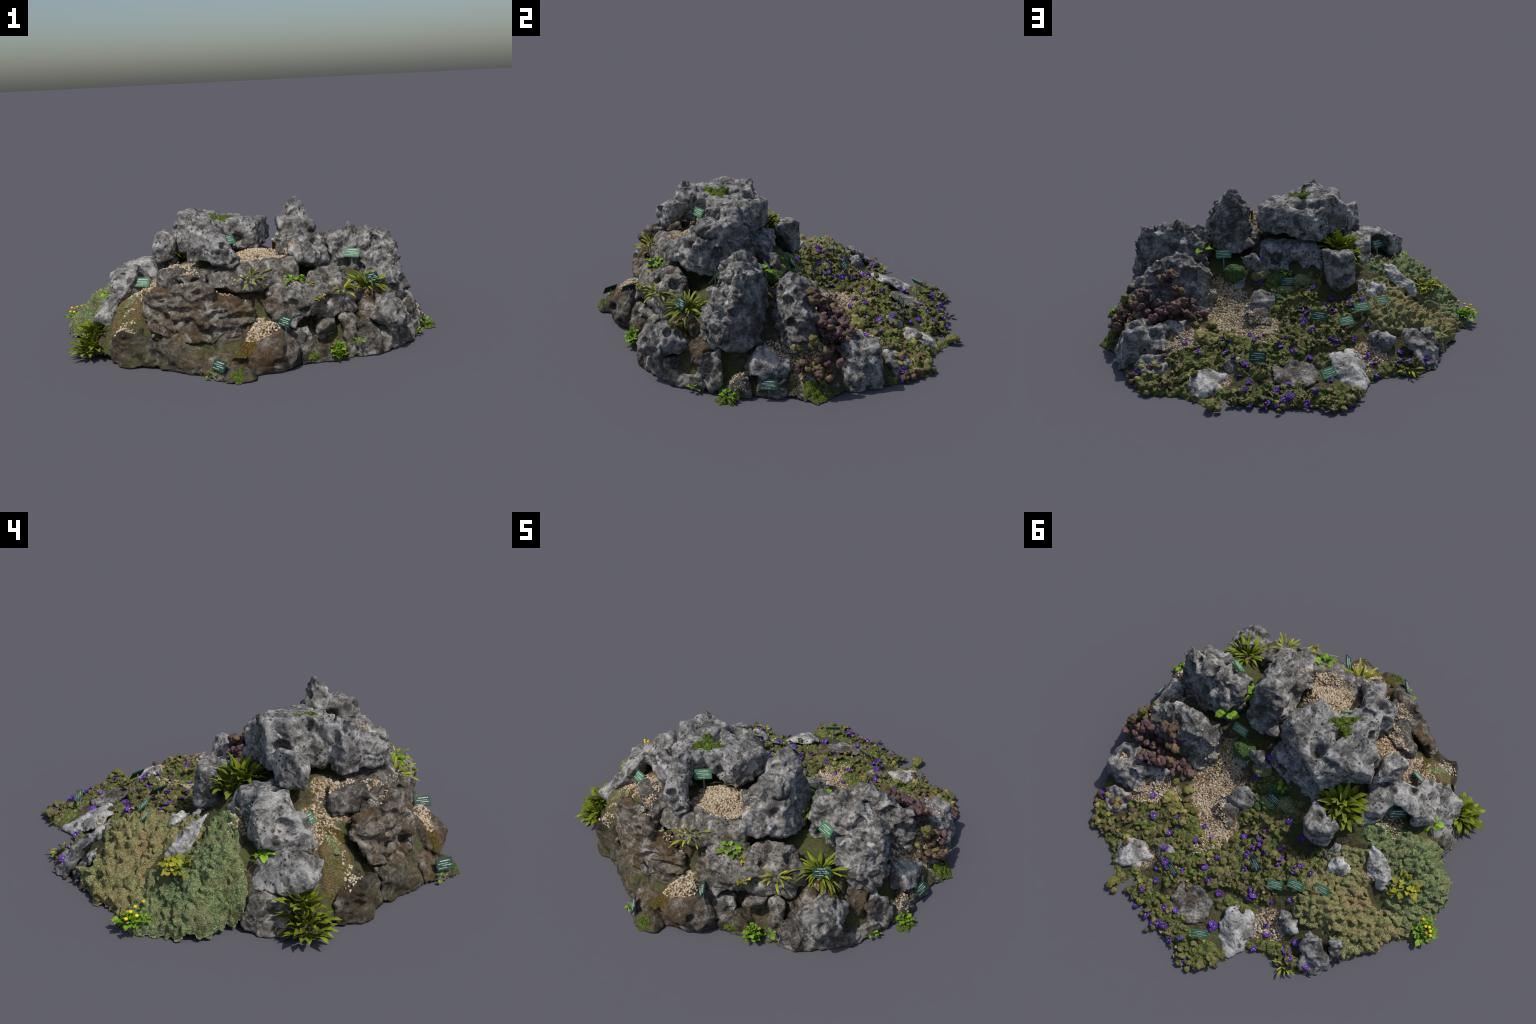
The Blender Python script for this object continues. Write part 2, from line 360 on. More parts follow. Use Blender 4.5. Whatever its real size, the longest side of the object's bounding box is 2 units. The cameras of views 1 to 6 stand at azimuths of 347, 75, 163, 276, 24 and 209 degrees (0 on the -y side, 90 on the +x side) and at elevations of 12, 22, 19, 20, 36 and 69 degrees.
# summit boulder: slab with a front leg and a back prominence
R("summit_boulder", GREY, [
    [(-.03,-.415,.605),(-.02,-.395,.48),(.06,-.25,.61),(.085,-.20,.50),(.055,-.15,.52),(.0,-.125,.47),(-.06,-.10,.60),(-.08,-.085,.46),(-.12,-.06,.59),(-.17,-.025,.59),(-.19,-.03,.45),(-.215,-.03,.46),(-.215,-.045,.57),(-.07,-.36,.625),(-.1,-.385,.47),(-.2,-.15,.645),(-.2,-.3,.47)],
    [(-.39,-.226,.665),(-.40,-.15,.59),(-.41,-.15,.47),(-.41,-.26,.47),(-.39,-.265,.6),(-.30,-.09,.655),(-.30,-.105,.46),(-.2,-.12,.645),(-.2,-.3,.65),(-.32,-.29,.655),(-.34,-.30,.46),(-.2,-.3,.47)],
    [(-.39,-.445,.61),(-.39,-.45,.46),(-.37,-.505,.63),(-.34,-.47,.675),(-.36,-.515,.46),(-.27,-.55,.46),(-.27,-.5,.645),(-.24,-.41,.66),(-.30,-.40,.665),(-.33,-.40,.46),(-.22,-.42,.47)],
    [(-.34,-.41,.65),(-.345,-.27,.67),(-.2,-.28,.645),(-.2,-.41,.61),(-.34,-.38,.46),(-.34,-.28,.46),(-.2,-.38,.47)],
    [(-.20,-.06,.60),(-.30,-.10,.645),(-.22,-.05,.45),(-.32,-.11,.46),(-.2,-.15,.6),(-.3,-.2,.5)],
    [(-.25,-.36,.635),(-.10,-.34,.625),(-.11,-.27,.635),(-.24,-.25,.645),(-.19,-.375,.61),(-.12,-.36,.5),(-.25,-.36,.5),(-.15,-.25,.5)],
    [(-.20,-.645,.445),(-.16,-.61,.46),(-.18,-.60,.53),(-.25,-.62,.56),(-.28,-.60,.47),(-.25,-.50,.62),(-.22,-.45,.56),(-.30,-.50,.46),(-.35,-.48,.60)],
  ], pits=[(-.136,-.143,.65,.038,.1,.1,-1),(-.30,-.46,.675,.028,0,.2,-1),(-.231,-.61,.55,.022,-.3,.8,-.4),
           (-.345,-.295,.67,.028,.6,-.1,-1),(-.03,-.06,.475,.04,0,-1,.3),(-.40,-.20,.56,.035,1,0,0),(-.11,-.39,.53,.03,-.1,1,0)],
  crack=.009, lump=.008, pock=.007, scallop=.009, scallop_size=.085, pit_depth=2.1, seed=3)
R("leaning_slab", GREY, [[(-.51,-.25,.575),(-.46,-.20,.58),(-.42,-.15,.52),(-.42,-.18,.43),(-.52,-.30,.43),(-.54,-.32,.49),(-.42,-.28,.55),(-.43,-.31,.44),(-.50,-.22,.44),(-.48,-.32,.53)]], pock=.005, scallop=.008, seed=8)
# leaning porous spire beside the gravel bowl
R("spire_rock", POROUS, [
    [(.207,-.285,.705),(.23,-.295,.69),(.12,-.31,.62),(.265,-.30,.62),(.14,-.265,.605),(.24,-.265,.60),(.16,-.36,.66),(.22,-.36,.65),(.15,-.245,.49),(.25,-.24,.49),(.12,-.36,.54),(.27,-.40,.53)],
    [(.14,-.43,.63),(.20,-.45,.615),(.12,-.38,.60),(.24,-.38,.61),(.10,-.44,.54),(.265,-.49,.57),(.24,-.50,.59),(.16,-.50,.56),(.2,-.3,.5)],
    [(.05,-.45,.52),(.06,-.48,.47),(.085,-.49,.565),(.13,-.42,.57),(.1,-.38,.5),(.13,-.5,.46)],
    [(.20,-.635,.41),(.105,-.635,.46),(.14,-.60,.49),(.25,-.57,.48),(.275,-.50,.545),(.33,-.44,.37),(.32,-.52,.40),(.20,-.18,.37),(.28,-.20,.38),(.11,-.20,.41),(.11,-.45,.53),(.17,-.50,.56),(.13,-.30,.53),(.27,-.24,.51),(.09,-.45,.47)],
  ], pits=[(.191,-.485,.575,.026),(.085,-.475,.555,.022),(.217,-.245,.545,.032,0,-1,-.2),(.30,-.40,.48,.036),(.24,-.53,.51,.026),(.16,-.42,.63,.02),(.18,-.21,.46,.022,0,-1,0),(.28,-.30,.55,.03),(.25,-.19,.45,.025,0,-1,0),(.12,-.46,.60,.018)],
  knob=.005, knob_size=.06, flute=.004, warp=.018, lump=.012, pock=.010, scallop=.016, scallop_size=.06, soft=3, seed=12)
R("ledge_slab", SHADY, [[(-.31,-.60,.40),(-.31,-.63,.36),(-.20,-.68,.34),(-.13,-.69,.33),(-.13,-.70,.39),(.02,-.67,.36),(.13,-.62,.37),(.14,-.60,.46),(.0,-.615,.475),(-.12,-.62,.455),(-.25,-.60,.43),(-.30,-.45,.41),(.12,-.45,.42),(-.2,-.45,.3),(.1,-.45,.3)]],
  lump=.007, pock=.005, scallop=.006, groove=.005, seed=21)
R("bench_boulder", SHADY, [[(-.54,-.40,.38),(-.50,-.40,.42),(-.485,-.465,.43),(-.39,-.60,.43),(-.335,-.645,.40),(-.36,-.65,.34),(-.49,-.49,.325),(-.42,-.40,.425),(-.30,-.52,.42),(-.30,-.50,.32),(-.45,-.38,.32),(-.55,-.42,.34)]],
  pits=[(-.37,-.64,.39,.024),(-.44,-.56,.37,.02)], pock=.008, groove=.008, seed=25)
# left group
R("arched_boulder", GREY, [
    [(-.745,-.125,.375),(-.745,-.14,.29),(-.66,-.11,.41),(-.62,-.17,.435),(-.71,-.375,.30),(-.72,-.35,.255),(-.64,-.33,.37),(-.62,-.30,.28),(-.66,-.10,.28),(-.60,-.24,.425),(-.75,-.24,.33)],
    [(-.44,.005,.30),(-.43,-.10,.425),(-.55,-.16,.43),(-.50,-.06,.40),(-.44,-.02,.23),(-.52,-.06,.25),(-.40,-.22,.43),(-.58,-.25,.40),(-.50,-.28,.30),(-.42,-.02,.38)],
    [(-.66,-.11,.41),(-.58,-.16,.43),(-.50,-.13,.425),(-.50,-.24,.43),(-.64,-.24,.42),(-.58,-.18,.27),(-.52,-.26,.28)],
  ], pits=[(-.58,-.08,.345,.055,-.1,-1,.2),(-.516,-.18,.42,.022,0,0,-1),(-.72,-.25,.36,.035),(-.60,-.22,.43,.018,0,0,-1),(-.66,-.20,.42,.02,0,0,-1)], pock=.006, scallop=.009, seed=31)
R("sloping_boulder", GREY, [[(-.78,-.26,.275),(-.72,-.15,.25),(-.755,-.12,.18),(-.85,-.37,.19),(-.86,-.30,.155),(-.80,-.13,.13),(-.74,-.40,.24),(-.70,-.25,.28),(-.76,-.38,.12),(-.70,-.2,.1)]], pock=.005, lump=.008, scallop=.006, seed=35)
R("footing_boulder", SHADY, [[(-.90,-.18,0),(-.88,-.10,.02),(-.85,-.13,.13),(-.87,-.28,.13),(-.91,-.26,0),(-.75,-.15,.14),(-.75,-.3,.14),(-.7,-.2,0)]], lump=.012, seed=38)
# front: long overhanging boulder and the base course
R("long_boulder", BROWN, [
    [(-.61,-.50,.30),(-.645,-.54,.21),(-.59,-.60,.14),(-.46,-.70,.13),(-.45,-.65,.385),(-.44,-.56,.375),(-.33,-.695,.38),(-.31,-.765,.24),(-.26,-.76,.14),(-.3,-.55,.37),(-.5,-.5,.355),(-.52,-.62,.30)],
    [(-.33,-.69,.36),(-.30,-.765,.23),(-.26,-.76,.14),(-.11,-.76,.22),(-.13,-.75,.26),(-.18,-.73,.29),(-.16,-.70,.14),(-.25,-.60,.33),(-.13,-.62,.25)],
  ], pits=[(-.56,-.61,.25,.026,.5,1,-.2),(-.53,-.635,.235,.028,.4,1,-.1),(-.46,-.70,.20,.022),(-.43,-.72,.205,.02),(-.33,-.76,.19,.02)],
  lump=.012, warp=.020, pock=.006, groove=.026, scallop=.007, soft=4, pit_depth=1.2, seed=41)
R("base_boulder", MOSSY, [[(-.785,-.44,.115),(-.80,-.45,0),(-.735,-.59,0),(-.60,-.635,0),(-.735,-.55,.155),(-.60,-.62,.14),(-.66,-.45,.18),(-.55,-.5,.15),(-.5,-.55,0)]], lump=.010, pock=.003, scallop=.007, groove=.007, crack=.006, seed=44)
R("base_boulder", MOSSY, [[(-.61,-.635,0),(-.405,-.82,0),(-.60,-.62,.12),(-.55,-.67,.135),(-.47,-.735,.12),(-.39,-.775,.085),(-.37,-.79,0),(-.35,-.65,.12),(-.5,-.55,.15),(-.3,-.7,0)]], lump=.010, pock=.003, scallop=.007, groove=.007, crack=.006, seed=45)
R("wedge_stone", MOSSY, [[(-.36,-.72,.14),(-.38,-.70,.11),(-.30,-.79,.06),(-.20,-.77,.10),(-.20,-.78,.14),(-.22,-.65,.15),(-.3,-.65,.05),(-.2,-.65,.05)]], lump=.006, pock=.003, seed=46)
R("gravelly_boulder", BROWN, [
    [(-.15,-.79,.20),(-.06,-.82,.20),(-.005,-.885,.135),(.01,-.89,.06),(-.06,-.93,.10),(-.10,-.92,.06),(-.03,-.90,0),(-.17,-.88,0),(-.25,-.88,.08),(-.22,-.80,.14),(.05,-.82,.12),(.07,-.835,0),(-.15,-.70,.2),(.02,-.75,.18),(-.25,-.8,0)],
  ], pits=[(-.02,-.91,.10,.02)], lump=.010, pock=.005, scallop=.008, seed=50)
R("doorstep_stone", MOSSY, [[(-.30,-.965,0),(-.345,-.90,0),(-.33,-.88,.05),(-.25,-.91,.055),(-.20,-.93,.05),(-.19,-.96,0),(-.18,-.89,0),(-.27,-.96,.02),(-.26,-.85,.07)]], lump=.010, seed=52)
R("holed_boulder", SHADY, [
    [(-.085,-.74,.28),(-.05,-.75,.20),(.05,-.79,.175),(.09,-.77,.19),(-.03,-.735,.34),(.03,-.71,.38),(.12,-.70,.37),(.15,-.75,.30),(.12,-.76,.24),(0,-.6,.37),(-.05,-.65,.2),(.15,-.6,.37)],
    [(.10,-.72,.36),(.15,-.75,.30),(.18,-.74,.20),(.30,-.705,.17),(.38,-.68,.19),(.415,-.635,.22),(.42,-.62,.29),(.34,-.57,.39),(.28,-.665,.395),(.30,-.73,.29),(.38,-.69,.27),(.38,-.65,.33),(.18,-.60,.38),(.2,-.6,.2),(.4,-.55,.25)],
    [(.02,-.745,.34),(.05,-.785,.22),(.14,-.785,.29),(.16,-.765,.20),(.26,-.74,.20),(.25,-.72,.35),(.14,-.74,.36),(.1,-.7,.38)],
  ], pits=[(.04,-.78,.28,.024),(.10,-.79,.24,.02),(.01,-.77,.27,.022),(.37,-.62,.37,.03),(.26,-.70,.36,.02),(.22,-.73,.27,.028),(.32,-.58,.40,.015)],
  pock=.010, lump=.013, warp=.016, seed=55)
# right front, low
R("knob_boulder", POROUS, [[(.56,-.83,.155),(.54,-.77,.255),(.54,-.70,.27),(.46,-.80,.21),(.44,-.77,.17),(.635,-.64,.20),(.62,-.72,.22),(.53,-.80,.10),(.62,-.76,.12),(.50,-.62,.22),(.6,-.6,.15),(.45,-.65,.15),(.50,-.81,.17)]],
  pits=[(.55,-.76,.27,.022,0,.2,-1),(.50,-.75,.255,.02,0,.1,-1),(.60,-.70,.235,.022),(.57,-.81,.19,.02)], lump=.014, flute=.004, seed=61)
R("arch_boulder", SHADY, [
    [(.70,-.58,.17),(.74,-.55,.195),(.79,-.49,.15),(.80,-.48,.05),(.78,-.53,0),(.70,-.48,.18),(.66,-.50,.10),(.70,-.6,.06),(.65,-.45,0)],
    [(.50,-.78,0),(.60,-.745,0),(.70,-.66,0),(.77,-.57,0),(.76,-.57,.07),(.69,-.65,.07),(.60,-.73,.06),(.52,-.76,.07),(.55,-.65,.05),(.65,-.58,.05)],
    [(.46,-.80,.0),(.56,-.77,0),(.52,-.79,.09),(.62,-.70,.11),(.60,-.62,.12),(.45,-.7,.1),(.66,-.62,.0)],
  ], pits=[(.68,-.63,.10,.045,-.3,.8,-.3)], lump=.014, pock=.008, seed=64)
R("front_boulder", SHADY, [
    [(.35,-.80,0),(.44,-.83,0),(.50,-.78,0),(.46,-.82,.08),(.41,-.815,.11),(.36,-.78,.08),(.46,-.75,.13),(.40,-.70,.14),(.5,-.7,.1),(.4,-.7,0)],
    [(.30,-.75,.17),(.35,-.75,.165),(.36,-.72,.19),(.30,-.70,.18),(.29,-.76,.12),(.36,-.76,.10),(.32,-.80,.06),(.30,-.82,0),(.37,-.80,0),(.3,-.68,0)],
  ], pits=[(.39,-.79,.12,.03,0,1,0)], lump=.012, seed=67)
R("front_boulder", SHADY, [[(.17,-.74,.15),(.26,-.755,.155),(.27,-.74,.11),(.16,-.76,.11),(.20,-.76,.17),(.18,-.65,.18),(.28,-.65,.17),(.2,-.70,.08)]], lump=.012, pock=.008, seed=68)
R("mossy_stone", MOSSY, [[(.07,-.83,0),(.09,-.82,.07),(.13,-.80,.10),(.17,-.79,.08),(.21,-.82,0),(.28,-.835,0),(.26,-.81,.04),(.15,-.70,.08),(.05,-.75,.05),(.25,-.7,0)]], lump=.010, seed=69)
# right: tall porous rocks
R("porous_rock", POROUS, [
    [(.64,-.375,.535),(.69,-.40,.50),(.56,-.36,.52),(.37,-.31,.52),(.35,-.40,.43),(.37,-.43,.34),(.705,-.50,.21),(.72,-.31,.26),(.69,-.30,.15),(.705,-.335,.29),(.34,-.27,.465),(.48,-.295,.515),(.40,-.215,.43),(.44,-.205,.32),(.57,-.245,.36),(.36,-.24,.3),(.65,-.29,.39),(.60,-.43,.42),(.72,-.45,.35)],
    [(.60,-.555,.24),(.62,-.54,.19),(.70,-.51,.17),(.72,-.48,.28),(.66,-.49,.40),(.68,-.525,.32),(.56,-.50,.27),(.53,-.475,.41),(.50,-.49,.33),(.70,-.30,.15),(.55,-.35,.2),(.60,-.42,.40),(.735,-.38,.21)],
  ], pits=[(.42,-.45,.36,.03,0,1,0),(.60,-.42,.47,.03,0,1,-.2),(.74,-.42,.36,.025,-1,.2,0),(.74,-.36,.26,.022,-1,0,0),(.74,-.46,.22,.022,-1,.2,0),(.52,-.33,.54,.028,0,0,-1),(.62,-.36,.55,.022,0,0,-1),(.40,-.28,.52,.02)],
  knob=.004, knob_size=.046, lump=.012, warp=.018, pock=.008, scallop=.022, scallop_size=.05, soft=3, grain=.003, seed=71)
R("porous_rock", POROUS, [
    [(.505,-.105,.45),(.53,-.14,.42),(.63,-.15,.41),(.71,-.13,.385),(.74,-.09,.33),(.52,.0,.29),(.785,-.15,.15),(.75,-.04,.28),(.76,-.06,.18),(.72,-.20,.14),(.40,-.08,.36),(.37,-.05,.19),(.42,.04,.14),(.45,-.03,.32),(.56,.05,.18),(.40,-.17,.25),(.66,.02,.18),(.58,-.16,.3),(.54,-.04,.42)],
  ], pits=[(.52,-.01,.36,.035,0,-1,-.3),(.70,-.14,.28,.03,-1,.3,0),(.60,-.06,.41,.025,0,0,-1)],
  knob=.004, knob_size=.052, lump=.012, warp=.018, pock=.007, scallop=.020, scallop_size=.055, soft=3, seed=75)
R("bowl_topped_boulder", GREY, [
    [(.80,.09,.20),(.86,.10,.18),(.875,.235,.185),(.80,.25,.20),(.925,.24,0),(.915,.08,0),(.86,.045,0),(.75,.30,.05),(.72,.2,.15),(.74,.10,.17),(.91,.17,.10),(.78,.05,.08)],
    [(.76,.20,.20),(.68,.18,.20),(.56,.12,.165),(.70,.29,.09),(.60,.24,.09),(.55,.16,.12),(.78,.28,.12),(.65,.1,.12)],
  ], pits=[(.825,.16,.21,.034,0,0,-1),(.73,.26,.17,.03,.2,-1,-.3),(.65,.24,.14,.035,.1,-1,-.2),(.92,.17,.10,.03,-1,0,0),(.80,.30,.10,.028,0,-1,0)], lump=.012, pock=.006, warp=.016, seed=81)
R("low_boulder", GREY, [[(.75,.32,.10),(.82,.30,.10),(.86,.34,.06),(.80,.42,.05),(.72,.40,.06),(.88,.32,0),(.82,.44,0),(.70,.42,0),(.70,.3,.05)]], knob=.010, lump=.010, seed=83)
R("flat_stone", GREY, [[(.79,-.26,.185),(.74,-.32,.19),(.82,-.36,.15),(.845,-.19,.13),(.85,-.30,.12),(.86,-.34,.07),(.80,-.18,.15),(.85,-.2,.05),(.7,-.25,.15),(.75,-.38,.1)]], pits=[(.85,-.36,.05,.03)], lump=.006, pock=.004, scallop=.006, seed=85)
R("low_boulder", SHADY, [[(.81,-.39,.105),(.84,-.40,.09),(.86,-.38,.03),(.86,-.44,0),(.80,-.50,0),(.79,-.42,.09),(.76,-.45,.05),(.78,-.36,.1),(.87,-.36,0)]], lump=.010, seed=86)
R("edge_stone", SHADY, [[(.87,-.10,.08),(.92,-.12,.06),(.96,-.12,0),(.94,-.04,.03),(.93,.02,0),(.86,-.02,.08),(.88,-.18,.05),(.82,-.1,.1),(.9,-.2,0)]], lump=.014, knob=.006, seed=87)
R("edge_stone", SHADY, [[(.84,-.02,.09),(.90,.02,.07),(.92,.05,0),(.84,.06,.06),(.80,-.06,.12),(.78,.02,.12),(.86,-.1,.05)]], lump=.014, seed=88)
# back face of the summit
R("wall_slab", GREY, [[(.10,-.13,.43),(.12,-.08,.28),(.06,-.10,.42),(-.10,-.065,.415),(-.20,.0,.41),(-.22,.04,.20),(-.05,-.04,.22),(.10,-.06,.2),(-.2,-.15,.44),(.05,-.2,.44)]],
  pits=[(-.07,-.03,.32,.035,0,-1,0),(-.16,.02,.31,.018,0,-1,0),(.02,-.06,.36,.035,0,-1,0)], lump=.008, pock=.005, scallop=.006, seed=91)
R("bowl_boulder", GREY, [[(-.20,.08,.43),(-.19,.13,.435),(-.34,.14,.425),(-.35,.09,.42),(-.24,.17,.42),(-.19,.11,.26),(-.26,.17,.24),(-.33,.16,.27),(-.34,.05,.25),(-.22,.16,.3),(-.20,.03,.42),(-.25,.12,.18)]],
  pits=[(-.25,.085,.45,.025,0,0,-1),(-.28,.17,.30,.025,0,-1,0)], pock=.004, scallop=.006, seed=94)
R("tilted_stone", GREY, [[(.22,-.08,.395),(.14,-.05,.39),(.13,-.03,.31),(.19,-.06,.35),(.13,-.10,.40),(.16,-.10,.28),(.08,-.06,.30)]], lump=.005, pock=.004, voxel=.005, seed=96)
R("half_buried_stone", GREY, [[(.27,.17,.20),(.22,.11,.235),(.16,.06,.245),(.05,.06,.235),(.02,.10,.205),(.25,.19,.13),(.06,.15,.14),(.14,.14,.21),(.2,.05,.15),(.05,.05,.1)]], pits=[(.22,.155,.20,.03)], lump=.009, pock=.005, seed=98)
R("half_buried_stone", WHITE, [[(.31,-.07,.215),(.26,-.09,.26),(.22,-.03,.24),(.27,-.01,.20),(.20,-.06,.28),(.3,-.02,.16),(.2,-.0,.18)]], lump=.004, voxel=.005, seed=99)
R("half_buried_stone", SHADY, [[(.27,.17,.175),(.14,.21,.165),(.16,.27,.14),(.26,.23,.14),(.15,.15,.19),(.2,.2,.08)]], lump=.004, voxel=.005, seed=100)
R("pale_boulder", WHITE, [[(-.02,.63,.10),(-.05,.57,.10),(-.16,.58,.11),(-.05,.74,.07),(-.13,.75,.055),(-.06,.80,.02),(-.11,.825,0),(-.17,.76,0),(-.17,.66,.07),(-.01,.72,.05),(-.20,.60,.08),(-.03,.8,0)]], lump=.009, pock=.004, seed=103)
R("sunken_slab", SHADY, [[(.26,.60,.10),(.16,.57,.10),(.06,.62,.075),(.05,.73,.045),(.14,.78,.04),(.24,.74,.05),(.28,.68,.06),(.15,.65,0),(.2,.7,0)]], lump=.008, pock=.004, seed=104)
R("pale_boulder", WHITE, [[(.62,.52,.085),(.53,.52,.085),(.46,.55,.05),(.64,.64,.02),(.65,.67,0),(.57,.62,.06),(.50,.60,.03),(.66,.56,.04),(.45,.6,0),(.55,.5,.04)]], lump=.009, pock=.003, seed=106)
R("low_boulder", GREY, [[(.45,.46,.09),(.37,.44,.09),(.35,.52,.07),(.43,.55,.05),(.40,.50,.09),(.46,.5,.04)]], lump=.006, seed=107)
R("mossy_outcrop", GREY, [
    [(-.27,.53,.13),(-.35,.52,.15),(-.33,.60,.08),(-.38,.58,.12),(-.25,.58,.07),(-.36,.55,.03)],
    [(-.41,.54,.16),(-.47,.63,.105),(-.44,.69,.05),(-.52,.73,0),(-.50,.56,.14),(-.54,.67,.08),(-.57,.63,.07),(-.45,.73,0),(-.58,.66,0)],
    [(-.52,.53,.14),(-.57,.56,.11),(-.64,.60,0),(-.60,.52,.13),(-.56,.64,0)]], flute=.006, lump=.010, scallop=.012, scallop_size=.06, seed=109)
R("pale_boulder", WHITE, [[(-.53,.07,.315),(-.57,.08,.315),(-.60,.16,.28),(-.665,.19,.23),(-.66,.22,.16),(-.57,.21,.21),(-.55,.15,.28),(-.52,.10,.30),(-.63,.10,.26),(-.68,.15,.2),(-.6,.15,.15)]],
  pits=[(-.62,.19,.21,.014),(-.60,.21,.18,.018)], lump=.008, pock=.004, voxel=.005, seed=112)
R("pale_boulder", WHITE, [[(-.40,.21,.26),(-.44,.23,.25),(-.38,.27,.20),(-.45,.28,.19),(-.43,.16,.28),(-.37,.2,.2),(-.49,.22,.24),(-.42,.22,.15)]], lump=.007, voxel=.005, seed=113)
R("half_buried_stone", GREY, [[(-.36,.13,.26),(-.40,.12,.27),(-.38,.16,.25),(-.33,.2,.2),(-.4,.2,.2)]], lump=.004, voxel=.005, seed=114)
R("ridge_stone", SHADY, [[(.36,-.24,.33),(.40,-.20,.34),(.42,-.24,.38),(.46,-.2,.3),(.34,-.2,.28)]], lump=.006, voxel=.005, seed=115)
R("shelf_stone", BROWN, [[(.44,-.60,.25),(.52,-.62,.25),(.58,-.60,.22),(.50,-.52,.30),(.42,-.52,.31),(.56,-.52,.27),(.4,-.6,.15),(.6,-.55,.12)]], lump=.010, seed=116)

# darker blocks set in the gaps between the bigger stones of the front
R("infill_stone", SHADY, [[(-.13,-.73,.19),(-.04,-.74,.19),(-.03,-.68,.25),(-.13,-.66,.25),(-.08,-.75,.15),(-.12,-.6,.27),(0,-.62,.27),(-.05,-.7,.1)]], lump=.010, seed=121)
R("infill_stone", SHADY, [[(-.28,-.57,.34),(.10,-.56,.33),(.10,-.59,.28),(-.05,-.60,.27),(-.25,-.58,.25),(-.1,-.5,.3),(.1,-.5,.3)]], lump=.012, seed=122)
R("infill_stone", SHADY, [[(.14,-.70,.11),(.28,-.71,.10),(.30,-.71,.03),(.12,-.72,.03),(.20,-.66,.15),(.3,-.62,.13),(.1,-.62,.13)]], lump=.012, seed=123)
R("infill_stone", BROWN, [[(.38,-.70,.17),(.46,-.72,.17),(.50,-.66,.23),(.42,-.62,.24),(.44,-.74,.10),(.36,-.70,.08),(.5,-.6,.1)]], lump=.010, seed=124)
R("infill_stone", BROWN, [[(.60,-.62,.16),(.68,-.58,.15),(.68,-.52,.19),(.60,-.54,.22),(.66,-.62,.06),(.56,-.6,.1),(.7,-.45,.12)]], lump=.010, seed=125)
R("infill_stone", SHADY, [[(.03,-.80,.12),(.06,-.78,.16),(.12,-.76,.17),(.14,-.78,.10),(.05,-.83,.04),(.12,-.82,.03),(.1,-.7,.15),(.0,-.75,.15)]], lump=.010, seed=126)
R("infill_stone", SHADY, [[(.84,-.33,.07),(.87,-.30,.05),(.88,-.24,.03),(.86,-.20,.07),(.86,-.36,0),(.90,-.22,0),(.78,-.3,.08),(.8,-.2,.08)]], lump=.010, seed=127)
R("infill_stone", BROWN, [[(-.36,-.80,.07),(-.27,-.83,.085),(-.26,-.90,.05),(-.36,-.88,.03),(-.40,-.82,0),(-.34,-.91,0),(-.2,-.85,.08),(-.3,-.75,.1)]], lump=.010, seed=128)

R("infill_stone", SHADY, [[(.04,-.34,.47),(.10,-.34,.47),(.12,-.24,.44),(.05,-.23,.43),(.03,-.2,.3),(.12,-.2,.3),(.08,-.4,.4)]], lump=.008, scallop=.006, seed=129)
for a, k in ROCKS: boulder(*a, **k)

# ------------------------------------------------------------------ ground mound
OUTLINE = np.array([(-.31,-.96),(-.21,-.955),(-.176,-.884),(-.03,-.904),(.07,-.835),(.244,-.837),(.425,-.815),(.607,-.735),(.71,-.65),(.762,-.57),
    (.821,-.515),(.87,-.432),(.86,-.33),(.886,-.24),(.948,-.131),(.99,-.085),(.93,.03),(.925,.09),(.915,.235),(.905,.36),(.855,.53),(.71,.586),
    (.64,.67),(.57,.78),(.505,.68),(.435,.79),(.374,.79),(.306,.855),(.172,.89),(-.01,.955),(-.1,.86),(-.16,.77),(-.225,.74),(-.33,.738),(-.39,.78),
    (-.48,.745),(-.52,.73),(-.566,.625),(-.65,.575),(-.78,.475),(-.81,.395),(-.905,.355),(-.966,.274),(-.968,.161),(-.995,.11),(-.964,0),(-.882,-.07),
    (-.88,-.18),(-.93,-.267),(-.925,-.395),(-.79,-.463),(-.73,-.58),(-.6,-.63),(-.405,-.815)])
